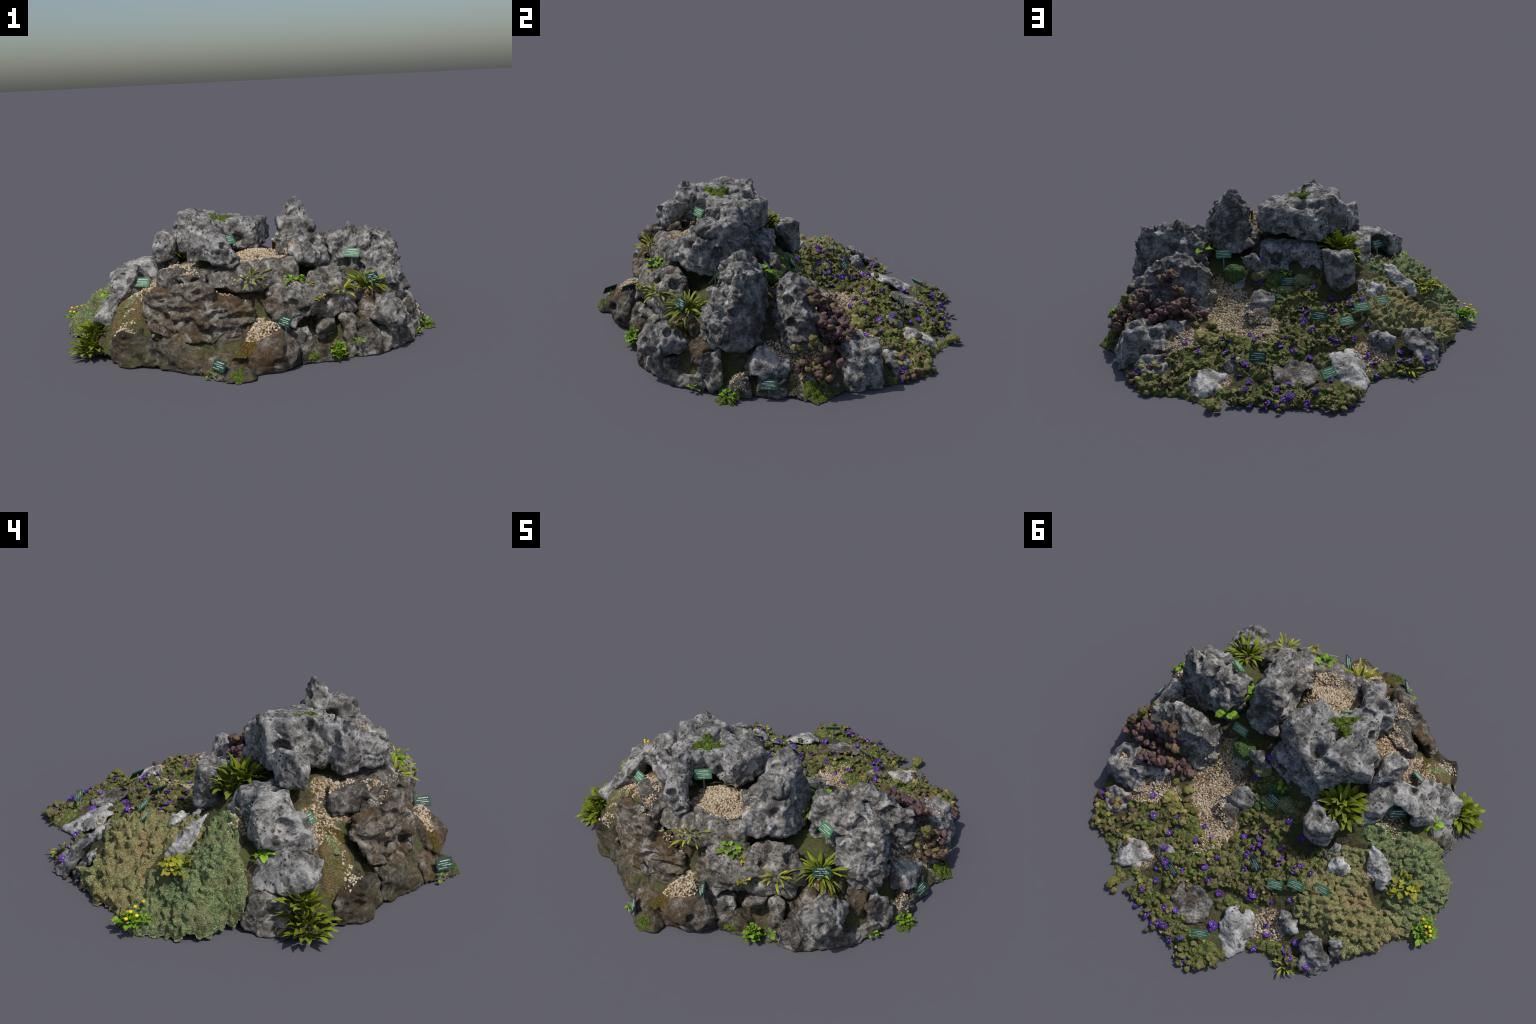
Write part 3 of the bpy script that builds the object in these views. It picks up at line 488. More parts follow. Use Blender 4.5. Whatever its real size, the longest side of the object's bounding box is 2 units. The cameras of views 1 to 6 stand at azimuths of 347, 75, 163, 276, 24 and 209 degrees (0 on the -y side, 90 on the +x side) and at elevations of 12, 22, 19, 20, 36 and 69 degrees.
SPOTS = np.array([(.30,.21,.105),(.615,.29,.095),(-.243,.625,.03),(.04,.27,.14),(-.138,.27,.185),(.295,.41,.10),(.37,-.16,.29),(.25,-.11,.28),(.29,.067,.15),
    (.45,.24,.12),(.77,-.01,.175),(.83,-.07,.11),(.61,.11,.17),(.70,.07,.175),(.139,.678,.045),(.08,.02,.24),(0,.10,.22),(-.12,.14,.215),(-.2,.17,.165),(-.3,.2,.14),(.41,.04,.15),(-.74,-.39,.24),(-.34,.46,.185),(.23,.17,.15),(.51,.34,.085),(.75,-.22,.15),(.86,-.10,.08),(-.60,-.33,.30),(-.68,-.44,.265),(-.715,-.475,.18),(-.58,-.08,.28),(-.42,-.42,.415),
    (-.05,-.52,.475),(-.08,-.40,.475),(.06,-.45,.475),(-.10,-.82,.16),(-.25,-.62,.30),(.50,-.58,.255),(.47,-.50,.325),(.45,-.47,.34),(.55,-.62,.21),(.68,-.55,.10),(.20,-.60,.22),(.20,-.72,.05),(.30,-.78,.02),(.08,-.74,.08),
    (-.60,-.02,.258),(-.76,-.06,.255),(-.53,.29,.195),(-.515,.394,.165),(-.43,.39,.19),(-.45,.44,.18),(-.75,.21,.135),(-.64,.266,.115),(-.60,.12,.22),(-.55,.07,.245),(-.42,.20,.21),(-.27,.314,.20),(-.34,.33,.195),(-.28,.46,.14),(-.2,.508,.095),
    (-.84,.068,.165),(-.918,.046,.12),(-.826,.193,.08),(-.824,-.015,.205),(-.57,.428,.115),(-.69,.431,.07),(-.61,.52,.09),(-.74,.40,.05),(-.80,.30,.05),(-.45,.50,.13),(-.36,.52,.13),(-.85,-.2,.1),(-.56,-.46,.30),
    (.123,.547,.08),(.41,.489,.06),(.0,.42,.125),(.134,.429,.12),(.167,.497,.105),(.057,.576,.07),(-.087,.529,.085),(.38,.56,.065),(.20,.78,.025),(.0,.85,.03),(.60,.45,.042),(.75,.45,.035),(.50,.10,.17),(-.12,.62,.05),(.36,.68,.04),(-.2,-.3,.42),(.1,-.3,.36),(-.35,-.15,.40),(-.3,0,.36),(.4,-.35,.33),(.05,-.1,.33)])
def signed(pts, poly):
    """Signed distance to a closed polygon, negative inside."""
    a, b = poly, np.roll(poly, -1, 0); best = np.full(len(pts), 1e9); inside = np.zeros(len(pts), bool)
    for (ax, ay), (bx, by) in zip(a, b):
        ex, ey = bx - ax, by - ay
        t = np.clip(((pts[:, 0] - ax) * ex + (pts[:, 1] - ay) * ey) / (ex * ex + ey * ey), 0, 1)
        best = np.minimum(best, np.hypot(pts[:, 0] - ax - t * ex, pts[:, 1] - ay - t * ey))
        cross = ((ay > pts[:, 1]) != (by > pts[:, 1]))
        xi = ax + (pts[:, 1] - ay) / (by - ay if by != ay else 1e-9) * ex
        inside ^= cross & (pts[:, 0] < xi)
    return np.where(inside, -best, best)

_knots = np.vstack([SPOTS, np.c_[OUTLINE, np.zeros(len(OUTLINE))]])
_K = np.linalg.norm(_knots[:, None, :2] - _knots[None, :, :2], axis=2)
_w = np.linalg.solve(_K - 0.004 * np.eye(len(_K)), _knots[:, 2])
def ground(xy):
    out = np.zeros(len(xy))
    for (x, y, _), w in zip(_knots, _w): out += w * np.hypot(xy[:, 0] - x, xy[:, 1] - y)
    return np.clip(out, 0, None)
def p3(xy, z=0.0): return np.c_[xy, np.full(len(xy), z)]

def patch(name, material, inside, step, lift, displace, sink=0.015, edge=0.03, box=(-1.02, 1.02, -1.0, 1.0), fold=0.0, kind=None):
    """A piece of ground cover: the region where inside(xy) < 0, draped over the mound."""
    xs = np.arange(box[0], box[1], step); ys = np.arange(box[2], box[3], step)
    X, Y = np.meshgrid(xs, ys, indexing="ij"); xy = np.c_[X.ravel(), Y.ravel()]
    s = inside(xy)
    eps = step * 0.5
    near = np.abs(s) < step * 1.0
    gx = (inside(xy[near] + (eps, 0)) - inside(xy[near] - (eps, 0))) / (2 * eps)
    gy = (inside(xy[near] + (0, eps)) - inside(xy[near] - (0, eps))) / (2 * eps)
    g = np.c_[gx, gy]; g2 = (g * g).sum(1, keepdims=True).clip(0.2)
    xy[near] -= np.clip(s[near, None] / g2, -step * .7, step * .7) * g
    keep = s < step * 0.75
    nx, ny = len(xs), len(ys)
    I = np.arange(nx * ny).reshape(nx, ny)
    quads = np.stack([I[:-1, :-1], I[1:, :-1], I[1:, 1:], I[:-1, 1:]], -1).reshape(-1, 4)
    quads = quads[keep[quads].all(1)]
    used = np.unique(quads); remap = np.full(nx * ny, -1); remap[used] = np.arange(len(used))
    xy = xy[used]; s = np.minimum(s[used], 0)
    m = sstep(0, edge, -s)
    z = ground(xy)
    e = 0.012
    n = np.c_[-(ground(xy + (e, 0)) - ground(xy - (e, 0))) / (2 * e), -(ground(xy + (0, e)) - ground(xy - (0, e))) / (2 * e), np.ones(len(xy))]
    n /= np.linalg.norm(n, axis=1, keepdims=True)
    v = np.c_[xy, z]
    d = displace(v)
    v = v + n * ((lift + d) * m - sink * (1 - m))[:, None]
    if fold:
        v[:, :2] += fold * m[:, None] * np.stack([gnoise(v * 30, 901), gnoise(v * 30, 902)], 1)
    v[:, 2] = np.maximum(v[:, 2], 0.0)
    me = mesh_from(name, v, remap[quads])
    remember(me)
    return add(name, me, material=material, kind=kind)

def ragged(xy): return signed(xy, OUTLINE) + 0.011 + 0.016 * gnoise(p3(xy) * 24, 300) + 0.012 * gnoise(p3(xy) * 55, 301)
patch("soil_mound", SOIL, ragged, 0.0075, 0.0, lambda v: 0.006 * fbm(v * 22, 3, 310) + 0.003 * gnoise(v * 90, 312), sink=0.0, edge=0.01)

def blob(cx, cy, rx, ry, turn=0.0, wob=0.25, seed=0):
    c, s = math.cos(turn), math.sin(turn); r = min(rx, ry)
    def f(xy):
        x, y = xy[:, 0] - cx, xy[:, 1] - cy
        u, w = (c * x + s * y) / rx, (-s * x + c * y) / ry
        return (np.hypot(u, w) - 1 + wob * gnoise(p3(xy) * 12, seed) + 0.5 * wob * gnoise(p3(xy) * 32, seed + 1)) * r
    return f
def union(*fs): return lambda xy: np.min([f(xy) for f in fs], 0)
def inter(*fs): return lambda xy: np.max([f(xy) for f in fs], 0)

def tufty(amp, size, seed):
    """Clumpy relief: rounded tufts of two sizes with creases between them."""
    def f(v):
        w = 0.4 * np.stack([gnoise(v * 28, seed + s) for s in (1, 2, 3)], 1)
        f1, f2, r = worley(v / size + w, seed)
        g1, g2, q = worley(v / (size * 0.45) + w, seed + 11)
        return amp * (1.25 * (0.7 - f1) * (0.35 + 1.3 * r) + 0.6 * gnoise(v / size * 0.4, seed + 5) + 0.5 * (0.6 - g1) * (0.3 + 1.4 * q)) + 0.3 * amp * fbm(v / size * 2.6, 3, seed + 6)
    return f
EDGE = lambda xy: ragged(xy) - 0.005
patch("green_moss_cushion", GREEN_MOSS, inter(EDGE, union(blob(-.84, .08, .24, .19, .5, .12, 400), blob(-.62, .0, .19, .08, .2, .2, 402), blob(-.90, .18, .16, .16, 0, .2, 404), blob(-.72, .12, .12, .10, .6, .2, 406), blob(-.83, -.07, .09, .06, 0, .15, 407))),
      0.005, 0.008, tufty(0.028, 0.030, 410), edge=0.025, fold=0.012, sink=.004, box=(-1.02, -.3, -.3, .5))
patch("dry_moss_cushion", TAN_MOSS, inter(EDGE, union(blob(-.50, .36, .24, .14, -.3, .15, 420), blob(-.66, .45, .24, .15, -.5, .2, 422), blob(-.46, .21, .15, .11, .3, .2, 424), blob(-.80, .38, .15, .11, -.5, .25, 426), blob(-.55, .16, .09, .08, 0, .2, 428), blob(-.38, .47, .11, .07, -.3, .25, 429))),
      0.005, 0.009, tufty(0.033, 0.036, 430), edge=0.025, fold=0.014, sink=.004, box=(-1.0, -.2, .0, .75))
patch("turf_patch", TURF, inter(EDGE, blob(-.69, -.44, .10, .075, -.6, .3, 440)), 0.005, 0.008, tufty(0.008, 0.018, 441), edge=0.03, box=(-.9, -.45, -.6, -.25))

# violet carpet: several lumpy green mats on the back slope and along its rim
mats = [blob(-.06, .34, .19, .14, .2, .35, 450), blob(.15, .46, .17, .12, .3, .4, 452), blob(.38, .38, .13, .10, .2, .45, 454), blob(.32, .55, .10, .10, 0, .4, 456),
        blob(-.08, .48, .13, .07, 0, .4, 458), blob(.05, .88, .14, .09, .3, .25, 460), blob(.27, .79, .14, .10, -.3, .3, 462), blob(.43, .72, .07, .09, 0, .35, 464),
        blob(-.24, .31, .10, .09, 0, .4, 466), blob(.57, .73, .05, .07, 0, .3, 468), blob(.77, .52, .13, .07, -.6, .35, 470), blob(-.38, .72, .07, .06, 0, .35, 472), blob(.0, .16, .14, .10, 0, .5, 474), blob(-.23, .72, .05, .05, 0, .4, 476), blob(.60, .36, .13, .09, 0, .5, 478), blob(.87, .42, .06, .10, 0, .4, 479), blob(.65, .56, .10, .09, .3, .3, 481), blob(.50, .44, .09, .08, 0, .4, 483), blob(-.04, .60, .12, .06, 0, .4, 485), blob(.16, .84, .14, .07, 0, .25, 487), blob(.95, -.06, .08, .06, 0, .3, 489), blob(-.30, .70, .10, .06, 0, .4, 491), blob(-.31, .20, .06, .06, 0, .3, 493), blob(-.10, .08, .13, .06, .3, .3, 494), blob(.09, .01, .08, .06, 0, .3, 496)]
def rim(xy):
    """A ragged band of low plants along the back edge."""
    n = p3(xy)
    return np.maximum(-signed(xy, OUTLINE) - 0.065 + 0.05 * gnoise(n * 11, 495), np.maximum(.28 - xy[:, 1], -.30 - xy[:, 0]))
patch("violet_mat", CARPET, inter(EDGE, union(rim, *mats)), 0.005, 0.009, tufty(0.026, 0.040, 480), edge=0.022, sink=0.008, fold=0.012, box=(-.6, 1.02, -.05, 1.0))

# ------------------------------------------------------------------ dropping things on the surface
tree = BVHTree.FromPolygons([tuple(v) for v in np.vstack(SOLID_V)], SOLID_F)
def drape(name, material, x, y, rx, ry, turn, lift, amp, size, seed, rings=26, spokes=72):
    """A thin irregular cushion of moss lying on whatever is below it."""
    V, F = [], []
    c, s = math.cos(turn), math.sin(turn); level = drop(x, y)[0].z
    for i in range(rings + 1):
        for j in range(spokes):
            a = 2 * math.pi * j / spokes; q = i / rings
            wob = 1 + 0.3 * math.sin(2 * a + seed) + 0.18 * math.sin(5 * a + 2.3 * seed) + 0.10 * math.sin(9 * a + seed)
            u, w = rx * q * wob * math.cos(a), ry * q * wob * math.sin(a)
            p, n = drop(x + c * u - s * w, y + s * u + c * w)
            V.append((p.x, p.y, max(p.z, level - 0.03) + lift * (1 - q ** 4) - 0.004 * q ** 4))
    for i in range(rings):
        for j in range(spokes):
            a, b = i * spokes + j, i * spokes + (j + 1) % spokes
            F.append((a, a + spokes, b + spokes, b))
    V = np.array(V); q = np.repeat(np.arange(rings + 1) / rings, spokes)
    V[:, 2] += (1 - q ** 4) * tufty(amp, size, seed)(V)
    V[:, 2] = np.maximum(V[:, 2], 0)
    return add(name, mesh_from(name, V, F), material=material)
def drop(x, y, top=1.0):
    hit, n, _, _ = tree.ray_cast(Vector((x, y, top)), Vector((0, 0, -1)))
    return (hit, n) if hit is not None else (Vector((x, y, 0)), Vector((0, 0, 1)))

# gravel: real pebbles, joined per bed
ico = bmesh.new(); bmesh.ops.create_icosphere(ico, subdivisions=1, radius=1.0)
ICO_V = np.array([v.co[:] for v in ico.verts]); ICO_F = np.array([[v.index for v in f.verts] for f in ico.faces]); ico.free()
def gravel(beds, size=0.0058):
    V, F, k = [], [], 0
    for cx, cy, rx, ry, turn, count, zmin, zmax in beds:
        c, s = math.cos(turn), math.sin(turn)
        for _ in range(count):
            a, r = rng.uniform(0, 2 * math.pi), math.sqrt(rng.uniform())
            r *= 1 + 0.25 * math.sin(3 * a + cx * 20)
            u, w = rx * r * math.cos(a), ry * r * math.sin(a)
            x, y = cx + c * u - s * w, cy + s * u + c * w
            p, n = drop(x, y)
            if n.z < 0.45 or not zmin < p.z < zmax: continue
            sc = size * rng.uniform(0.55, 1.35) * np.array([1, rng.uniform(.6, 1), rng.uniform(.45, .8)])
            m = np.array(Euler(rng.uniform(0, 6.28, 3)).to_matrix())
            V.append((ICO_V * sc * rng.uniform(.8, 1.15, (12, 1))) @ m.T + np.array(p) + (0, 0, 0.0015)); F.append(ICO_F + k); k += 12
    me = mesh_from("gravel", np.vstack(V), np.vstack(F))
    add("gravel", me, material=PEBBLE, smooth=False, kind="stuff")
gravel([(-.04, -.50, .14, .085, .1, 1500, .40, .53), (-.10, -.42, .08, .04, 0, 250, .40, .53), (.08, -.52, .05, .05, 0, 150, .4, .53)])
gravel([(-.11, -.81, .075, .05, .3, 420, .10, .26), (-.22, -.66, .08, .04, -.4, 120, .2, .4), (-.42, -.42, .09, .05, -.6, 260, .36, .47), (-.60, -.36, .06, .09, -.5, 230, .22, .35), (-.70, -.50, .05, .04, 0, 120, .1, .3), (-.40, -.58, .05, .05, 0, 90, .3, .5)])
gravel([(.30, .12, .07, .16, -.25, 1100, 0, .3), (.21, .33, .06, .11, -.3, 550, 0, .2), (.60, .26, .13, .06, .2, 420, 0, .16), (-.24, .61, .08, .05, .2, 260, 0, .15), (.35, -.02, .07, .09, 0, 300, 0, .35)])
gravel([(.75, -.21, .06, .07, 0, 260, 0, .22), (.78, -.06, .08, .08, 0, 220, 0, .2), (.83, -.42, .04, .05, 0, 80, 0, .2), (.50, -.60, .06, .03, 0, 130, 0, .33), (-.56, -.06, .08, .05, 0, 220, .2, .34), (.825, .165, .02, .02, 0, 60, .1, .3)])

# ------------------------------------------------------------------ leaves
def blade(length, width, arch, fold, tip=0.9, wave=0.0, teeth=0, n=12, thick=0.0022, base=0.15, seed=0):
    """A leaf blade growing along +x from the origin, arching over, with real thickness."""
    r = np.random.default_rng(seed); rows = []
    ph = r.uniform(0, 6)
    for i in range(n + 1):
        t = i / n
        ang = arch * t; x = length * (math.sin(ang) / arch if arch else t); z = -length * ((1 - math.cos(ang)) / arch if arch else 0)
        w = width * (base + (1 - base) * math.sin(min(t / 0.55, 1) * math.pi / 2)) * (1 - max(0, (t - 0.45) / 0.55) ** 1.6 * tip)
        if teeth: w *= 1 + 0.22 * math.cos(t * teeth * 2 * math.pi)
        for s in (-1, -.5, 0, .5, 1):
            rows.append((x + 0.12 * w * abs(s), s * w, z + fold * abs(s) * w + wave * width * math.sin(t * 11 + ph + s * 1.5) * abs(s)))
    v = np.array(rows); m = len(v)
    v2 = v.copy(); v2[:, 2] -= thick
    f = []
    for i in range(n):
        for j in range(4):
            a = i * 5 + j; f.append((a, a + 5, a + 6, a + 1)); f.append((m + a, m + a + 1, m + a + 6, m + a + 5))
        for j, sgn in ((0, 1), (4, -1)):
            a = i * 5 + j; q = (a, m + a, m + a + 5, a + 5); f.append(q if sgn > 0 else q[::-1])
    for base_i in (0, n * 5):
        for j in range(4):
            a = base_i + j; q = (a, a + 1, m + a + 1, m + a); f.append(q if base_i == 0 else q[::-1])
    return np.vstack([v, v2]), f

def leaf_meshes(name, specs, material):
    out = []
    for i, s in enumerate(specs):
        v, f = blade(seed=i * 3 + 1, **s); me = mesh_from(name, v, f); me.shade_smooth(); me.materials.append(material); out.append(me)
    return out

def place(name, me, loc, rot, scale, parent):
    o = bpy.data.objects.new(name, me); bpy.context.collection.objects.link(o)
    o.parent = parent; o.location = loc; o.rotation_euler = rot; o.scale = (scale,) * 3 if np.isscalar(scale) else scale
    return o

def holder(name):
    return add(name, None)

def tuft(name, part, meshes, centre, count, spread, pitch, scale, lean=(0, 0), seed=0, arc=(0, 2 * math.pi)):
    """Blades rising from around one crown; pitch = (inner, outer) angle above the horizon in degrees."""
    r = np.random.default_rng(seed); h = holder(name)
    if centre[2] is None: centre = (centre[0], centre[1], drop(centre[0], centre[1])[0].z)
    h.location = centre
    for i in range(count):
        q = (i + 0.5) / count; az = arc[0] + (arc[1] - arc[0]) * ((i * 0.381966) % 1.0) + r.uniform(-.25, .25)
        rad = spread * math.sqrt(q) * r.uniform(.6, 1)
        pt = math.radians(pitch[0] + (pitch[1] - pitch[0]) * q + r.uniform(-10, 10))
        loc = (rad * math.cos(az) + lean[0] * (1 - q) * spread, rad * math.sin(az) + lean[1] * (1 - q) * spread, r.uniform(-.01, .008))
        rot = Euler((r.uniform(-.35, .35), -pt, az), "XYZ")
        place(part, meshes[i % len(meshes)], loc, rot, scale * r.uniform(.75, 1.15), h)
    return h

FROND = leaf_meshes("frond", [dict(length=.115, width=.020, arch=.9, fold=.35, wave=.22, tip=.92), dict(length=.10, width=.023, arch=1.2, fold=.25, wave=.3, tip=.85), dict(length=.125, width=.017, arch=.7, fold=.5, wave=.15, tip=.95)], FERN)
STRAP = leaf_meshes("strap_leaf", [dict(length=.10, width=.0075, arch=1.0, fold=.3, wave=.2, tip=.85, n=10), dict(length=.12, width=.006, arch=1.4, fold=.3, wave=.2, tip=.8, n=10)], FERN)
STRAP_Y = leaf_meshes("strap_leaf", [dict(length=.10, width=.008, arch=.7, fold=.3, wave=.3, tip=.8, n=10), dict(length=.085, width=.010, arch=1.1, fold=.3, wave=.3, tip=.8, n=10)], FERN_YELLOW)
LOBED = leaf_meshes("leaf", [dict(length=.05, width=.017, arch=.9, fold=.2, wave=.3, teeth=3, tip=.8), dict(length=.045, width=.015, arch=.6, fold=.3, wave=.3, teeth=2, tip=.9)], BRIGHT)
OVAL = leaf_meshes("leaf", [dict(length=.06, width=.022, arch=.9, fold=.3, wave=.15, tip=.95), dict(length=.05, width=.020, arch=1.2, fold=.25, wave=.2, tip=.9)], BRIGHT)
AUTUMN = leaf_meshes("leaf", [dict(length=.045, width=.016, arch=.9, fold=.2, wave=.35, teeth=2, tip=.8), dict(length=.04, width=.018, arch=.6, fold=.3, wave=.3, tip=.8)], YELLOW_LEAF)
ROUND_OLIVE = leaf_meshes("leaf", [dict(length=.034, width=.015, arch=.8, fold=.5, wave=.3, tip=.45, base=.35, thick=.004), dict(length=.028, width=.014, arch=1.1, fold=.7, wave=.35, tip=.35, base=.4, thick=.004), dict(length=.038, width=.013, arch=.6, fold=.4, wave=.4, tip=.6, base=.3, thick=.004)], OLIVE_LEAF)

# big ferns
tuft("fern", "frond", FROND, (-.845, -.325, .11), 34, .055, (92, 50), .72, seed=1)
tuft("fern", "frond", FROND, (-.865, -.340, .05), 40, .065, (88, 42), .72, seed=2)
tuft("fern", "frond", FROND, (-.885, -.355, .01), 38, .065, (85, 35), .60, seed=29)
tuft("fern", "frond", FROND, (-.318, -.035, .385), 40, .060, (95, 50), .85, seed=3)
tuft("fern", "frond", FROND, (-.345, .015, .355), 26, .045, (85, 35), .70, seed=30)
tuft("strap_fern", "strap_leaf", STRAP, (.475, -.585, .28), 55, .045, (88, 15), .95, seed=4)
tuft("strap_fern", "strap_leaf", STRAP_Y, (-.125, -.675, .375), 22, .025, (88, 10), .95, seed=5)
tuft("strap_fern", "strap_leaf", STRAP_Y, (.315, -.70, .305), 26, .045, (70, 10), .65, seed=6)
tuft("leafy_plant", "leaf", LOBED, (.085, -.675, .375), 14, .04, (45, 5), .85, seed=7)
tuft("autumn_plant", "leaf", AUTUMN, (.165, -.70, .355), 8, .02, (50, 5), .7, seed=8)
tuft("autumn_plant", "leaf", AUTUMN, (.178, -.765, .285), 9, .015, (50, 0), .75, seed=9)
tuft("leafy_plant", "leaf", OVAL, (.39, -.20, .41), 6, .02, (55, 10), .9, seed=10)
tuft("leafy_plant", "leaf", OVAL, (.32, -.355, .40), 5, .02, (60, 10), .9, seed=11)
tuft("leafy_plant", "leaf", LOBED, (.245, -.832, .02), 16, .025, (85, 40), .8, seed=12)
tuft("leafy_plant", "leaf", LOBED, (.245, -.832, .06), 14, .018, (85, 20), .7, seed=13)
tuft("leafy_plant", "leaf", LOBED, (.735, -.605, .015), 10, .025, (60, 20), .6, seed=14)
tuft("leafy_plant", "leaf", LOBED, (.85, -.475, .02), 10, .025, (65, 20), .6, seed=15)
tuft("autumn_plant", "leaf", AUTUMN, (-.755, .145, None), 26, .065, (65, 10), 1.05, seed=16)
tuft("yellow_flowering_plant", "leaf", LOBED, (-.925, .28, None), 34, .05, (85, 30), .8, seed=17)
tuft("yellow_flowering_plant", "leaf", STRAP_Y, (-.385, .735, .01), 16, .035, (70, 0), .6, seed=18)
tuft("leafy_plant", "leaf", OVAL, (-.752, -.165, .255), 6, .02, (50, 5), .8, seed=19)
tuft("leafy_plant", "leaf", LOBED, (.34, -.84, .09), 6, .015, (50, 0), .6, seed=20)
tuft("spiky_plant", "strap_leaf", STRAP, (.345, -.09, .24), 14, .012, (70, 10), .45, seed=21)
tuft("spiky_plant", "strap_leaf", STRAP_Y, (.34, -.01, .18), 10, .012, (60, 0), .4, seed=22)
tuft("leafy_plant", "leaf", OVAL, (-.02, -.02, .30), 8, .025, (60, 0), .6, seed=23)
tuft("leafy_plant", "leaf", LOBED, (-.36, -.88, .02), 6, .02, (60, 10), .6, seed=24)

# ------------------------------------------------------------------ succulent clumps and violet carpet
def cup(radius, depth, seed):
    """A thick cupped succulent leaf head."""
    bm = bmesh.new(); bmesh.ops.create_icosphere(bm, subdivisions=3, radius=radius)
    me = bpy.data.meshes.new("leaf_head"); bm.to_mesh(me); bm.free()
    v, n, e = mesh_arrays(me)
    f1, f2, r = worley(v / (radius * 1.05) + 3.3 * seed, seed)
    az = np.arctan2(v[:, 1], v[:, 0]); up = v[:, 2] / radius
    petals = np.abs(np.sin(az * (2.5 + seed % 2) + 1.5 * up + seed)) ** 0.7
    v = v * (0.72 + 0.42 * petals * (1 - 0.5 * np.abs(up)) + 0.55 * (0.5 - f1) + 0.25 * gnoise(v / radius * 1.6, seed))[:, None]
    top = v[:, 2] > 0
    v[:, 2] -= depth * radius * np.exp(-(v[:, 0] ** 2 + v[:, 1] ** 2) / (0.35 * radius) ** 2) * top
    v[:, 2] *= 0.8
    set_co(me, v); me.shade_smooth(); return me
def cups(material, seed):
    out = []
    for i in range(3):
        me = cup(0.02, 0.35, seed + i); me.materials.append(material); out.append(me)
    return out
CUP_P, CUP_R, CUP_L, CUP_O = cups(PURPLE_LEAF, 1), cups(RUST_LEAF, 5), cups(LIME_LEAF, 9), cups(OLIVE_LEAF, 13)
def bank(name, kinds, spots, seed):
    """Upright succulents: leaf heads stacked on short stalks, (x, y, z) of each head cluster."""
    r = np.random.default_rng(seed); h = holder(name)
    for x, y, z, spread, count, size in spots:
        for _ in range(count):
            me = kinds[r.integers(len(kinds))][r.integers(3)]; s = size * r.uniform(.7, 1.25)
            place("leaf_head", me, (x + r.normal() * spread, y + r.normal() * spread, max(z + r.normal() * spread * .7, .012)), Euler((r.uniform(-.8, .8), r.uniform(-.8, .8), r.uniform(0, 6.28))), s, h)
def clump(name, kinds, spots, seed):
    r = np.random.default_rng(seed); h = holder(name)
    for cx, cy, spread, count, size in spots:
        for _ in range(count):
            a, d = r.uniform(0, 6.28), spread * math.sqrt(r.uniform())
            x, y = cx + d * math.cos(a), cy + d * math.sin(a)
            p, n = drop(x, y)
            me = kinds[r.integers(len(kinds))][r.integers(3)]
            s = size * r.uniform(.65, 1.25)
            place("leaf_head", me, p + Vector((0, 0, .008 * s)), Euler((r.uniform(-.6, .6), r.uniform(-.6, .6), r.uniform(0, 6.28))), s, h)
bank("purple_succulent", [CUP_P, CUP_P, CUP_P, CUP_R], [(.765, -.005, .285, .016, 9, 1.15), (.78, .02, .24, .022, 9, 1.1), (.615, -.03, .345, .02, 7, 1.2), (.60, .03, .30, .025, 6, 1.1), (.605, .115, .24, .022, 8, 1.2), (.66, .10, .23, .03, 9, 1.1), (.54, .10, .19, .03, 7, 1.0), (.70, .09, .19, .03, 9, 1.1), (.76, .06, .17, .03, 8, 1.0)], 31)
bank("rusty_succulent", [CUP_R, CUP_R, CUP_P, CUP_L], [(.85, -.04, .18, .02, 4, 1.1), (.85, .0, .12, .03, 8, 1.0), (.88, -.06, .08, .03, 7, 1.0), (.83, -.13, .12, .03, 6, .9), (.885, -.02, .05, .022, 6, .9)], 35)
bank("lime_succulent", [CUP_L, CUP_L, CUP_O], [(.838, -.075, .245, .010, 3, 1.15), (.835, -.07, .215, .012, 3, 1.1), (.814, -.147, .19, .008, 2, 1.1), (.844, -.085, .105, .012, 3, 1.1), (.89, -.05, .09, .015, 3, 1.0)], 36)
clump("rusty_succulent", [CUP_R, CUP_L, CUP_R, CUP_P], [(.75, .40, .08, 12, .9), (.86, .40, .05, 7, .9), (.70, .50, .10, 12, .8), (.52, .12, .05, 5, .9)], 32)
clump("lime_succulent", [CUP_L, CUP_L, CUP_O], [(.46, .23, .07, 13, 1.15), (.40, .30, .06, 8, 1.0), (.50, .30, .06, 6, .9), (.57, .76, .03, 4, 1.0), (.825, .51, .022, 5, 1.0), (.0, .92, .022, 3, 1.2)], 33)
clump("olive_succulent", [CUP_O, CUP_O, CUP_L], [(.30, .45, .12, 10, .7), (.10, .40, .12, 9, .7), (-.05, .33, .12, 9, .8), (-.10, .50, .10, 6, .7), (.30, .80, .10, 9, .7), (.05, .88, .10, 7, .8), (.0, .15, .10, 6, .6), (.45, .73, .06, 7, .8), (-.25, .33, .08, 7, .7), (-.38, .70, .06, 6, .7), (.58, .40, .10, 8, .7)], 34)

carpet = holder("violet_carpet")
r = np.random.default_rng(41)
spots = [(-.06, .34, .20, .15), (.15, .46, .18, .12), (.38, .40, .14, .12), (.30, .56, .12, .10), (.05, .88, .13, .07), (.27, .79, .13, .09), (-.10, .48, .13, .07), (.0, .16, .14, .10), (.44, .72, .06, .08), (-.24, .31, .10, .10), (-.37, .71, .06, .05), (.72, .50, .12, .07)]
for i in range(230):
    cx, cy, rx, ry = spots[i % len(spots)]
    a, d = r.uniform(0, 6.28), math.sqrt(r.uniform())
    p, n = drop(cx + rx * d * math.cos(a), cy + ry * d * math.sin(a))
    place("violet_leaf", ROUND_OLIVE[r.integers(3)], p + Vector((0, 0, .004)), Euler((r.uniform(-.5, .5), -r.uniform(.1, 1.0), r.uniform(0, 6.28))), r.uniform(.6, 1.15), carpet)

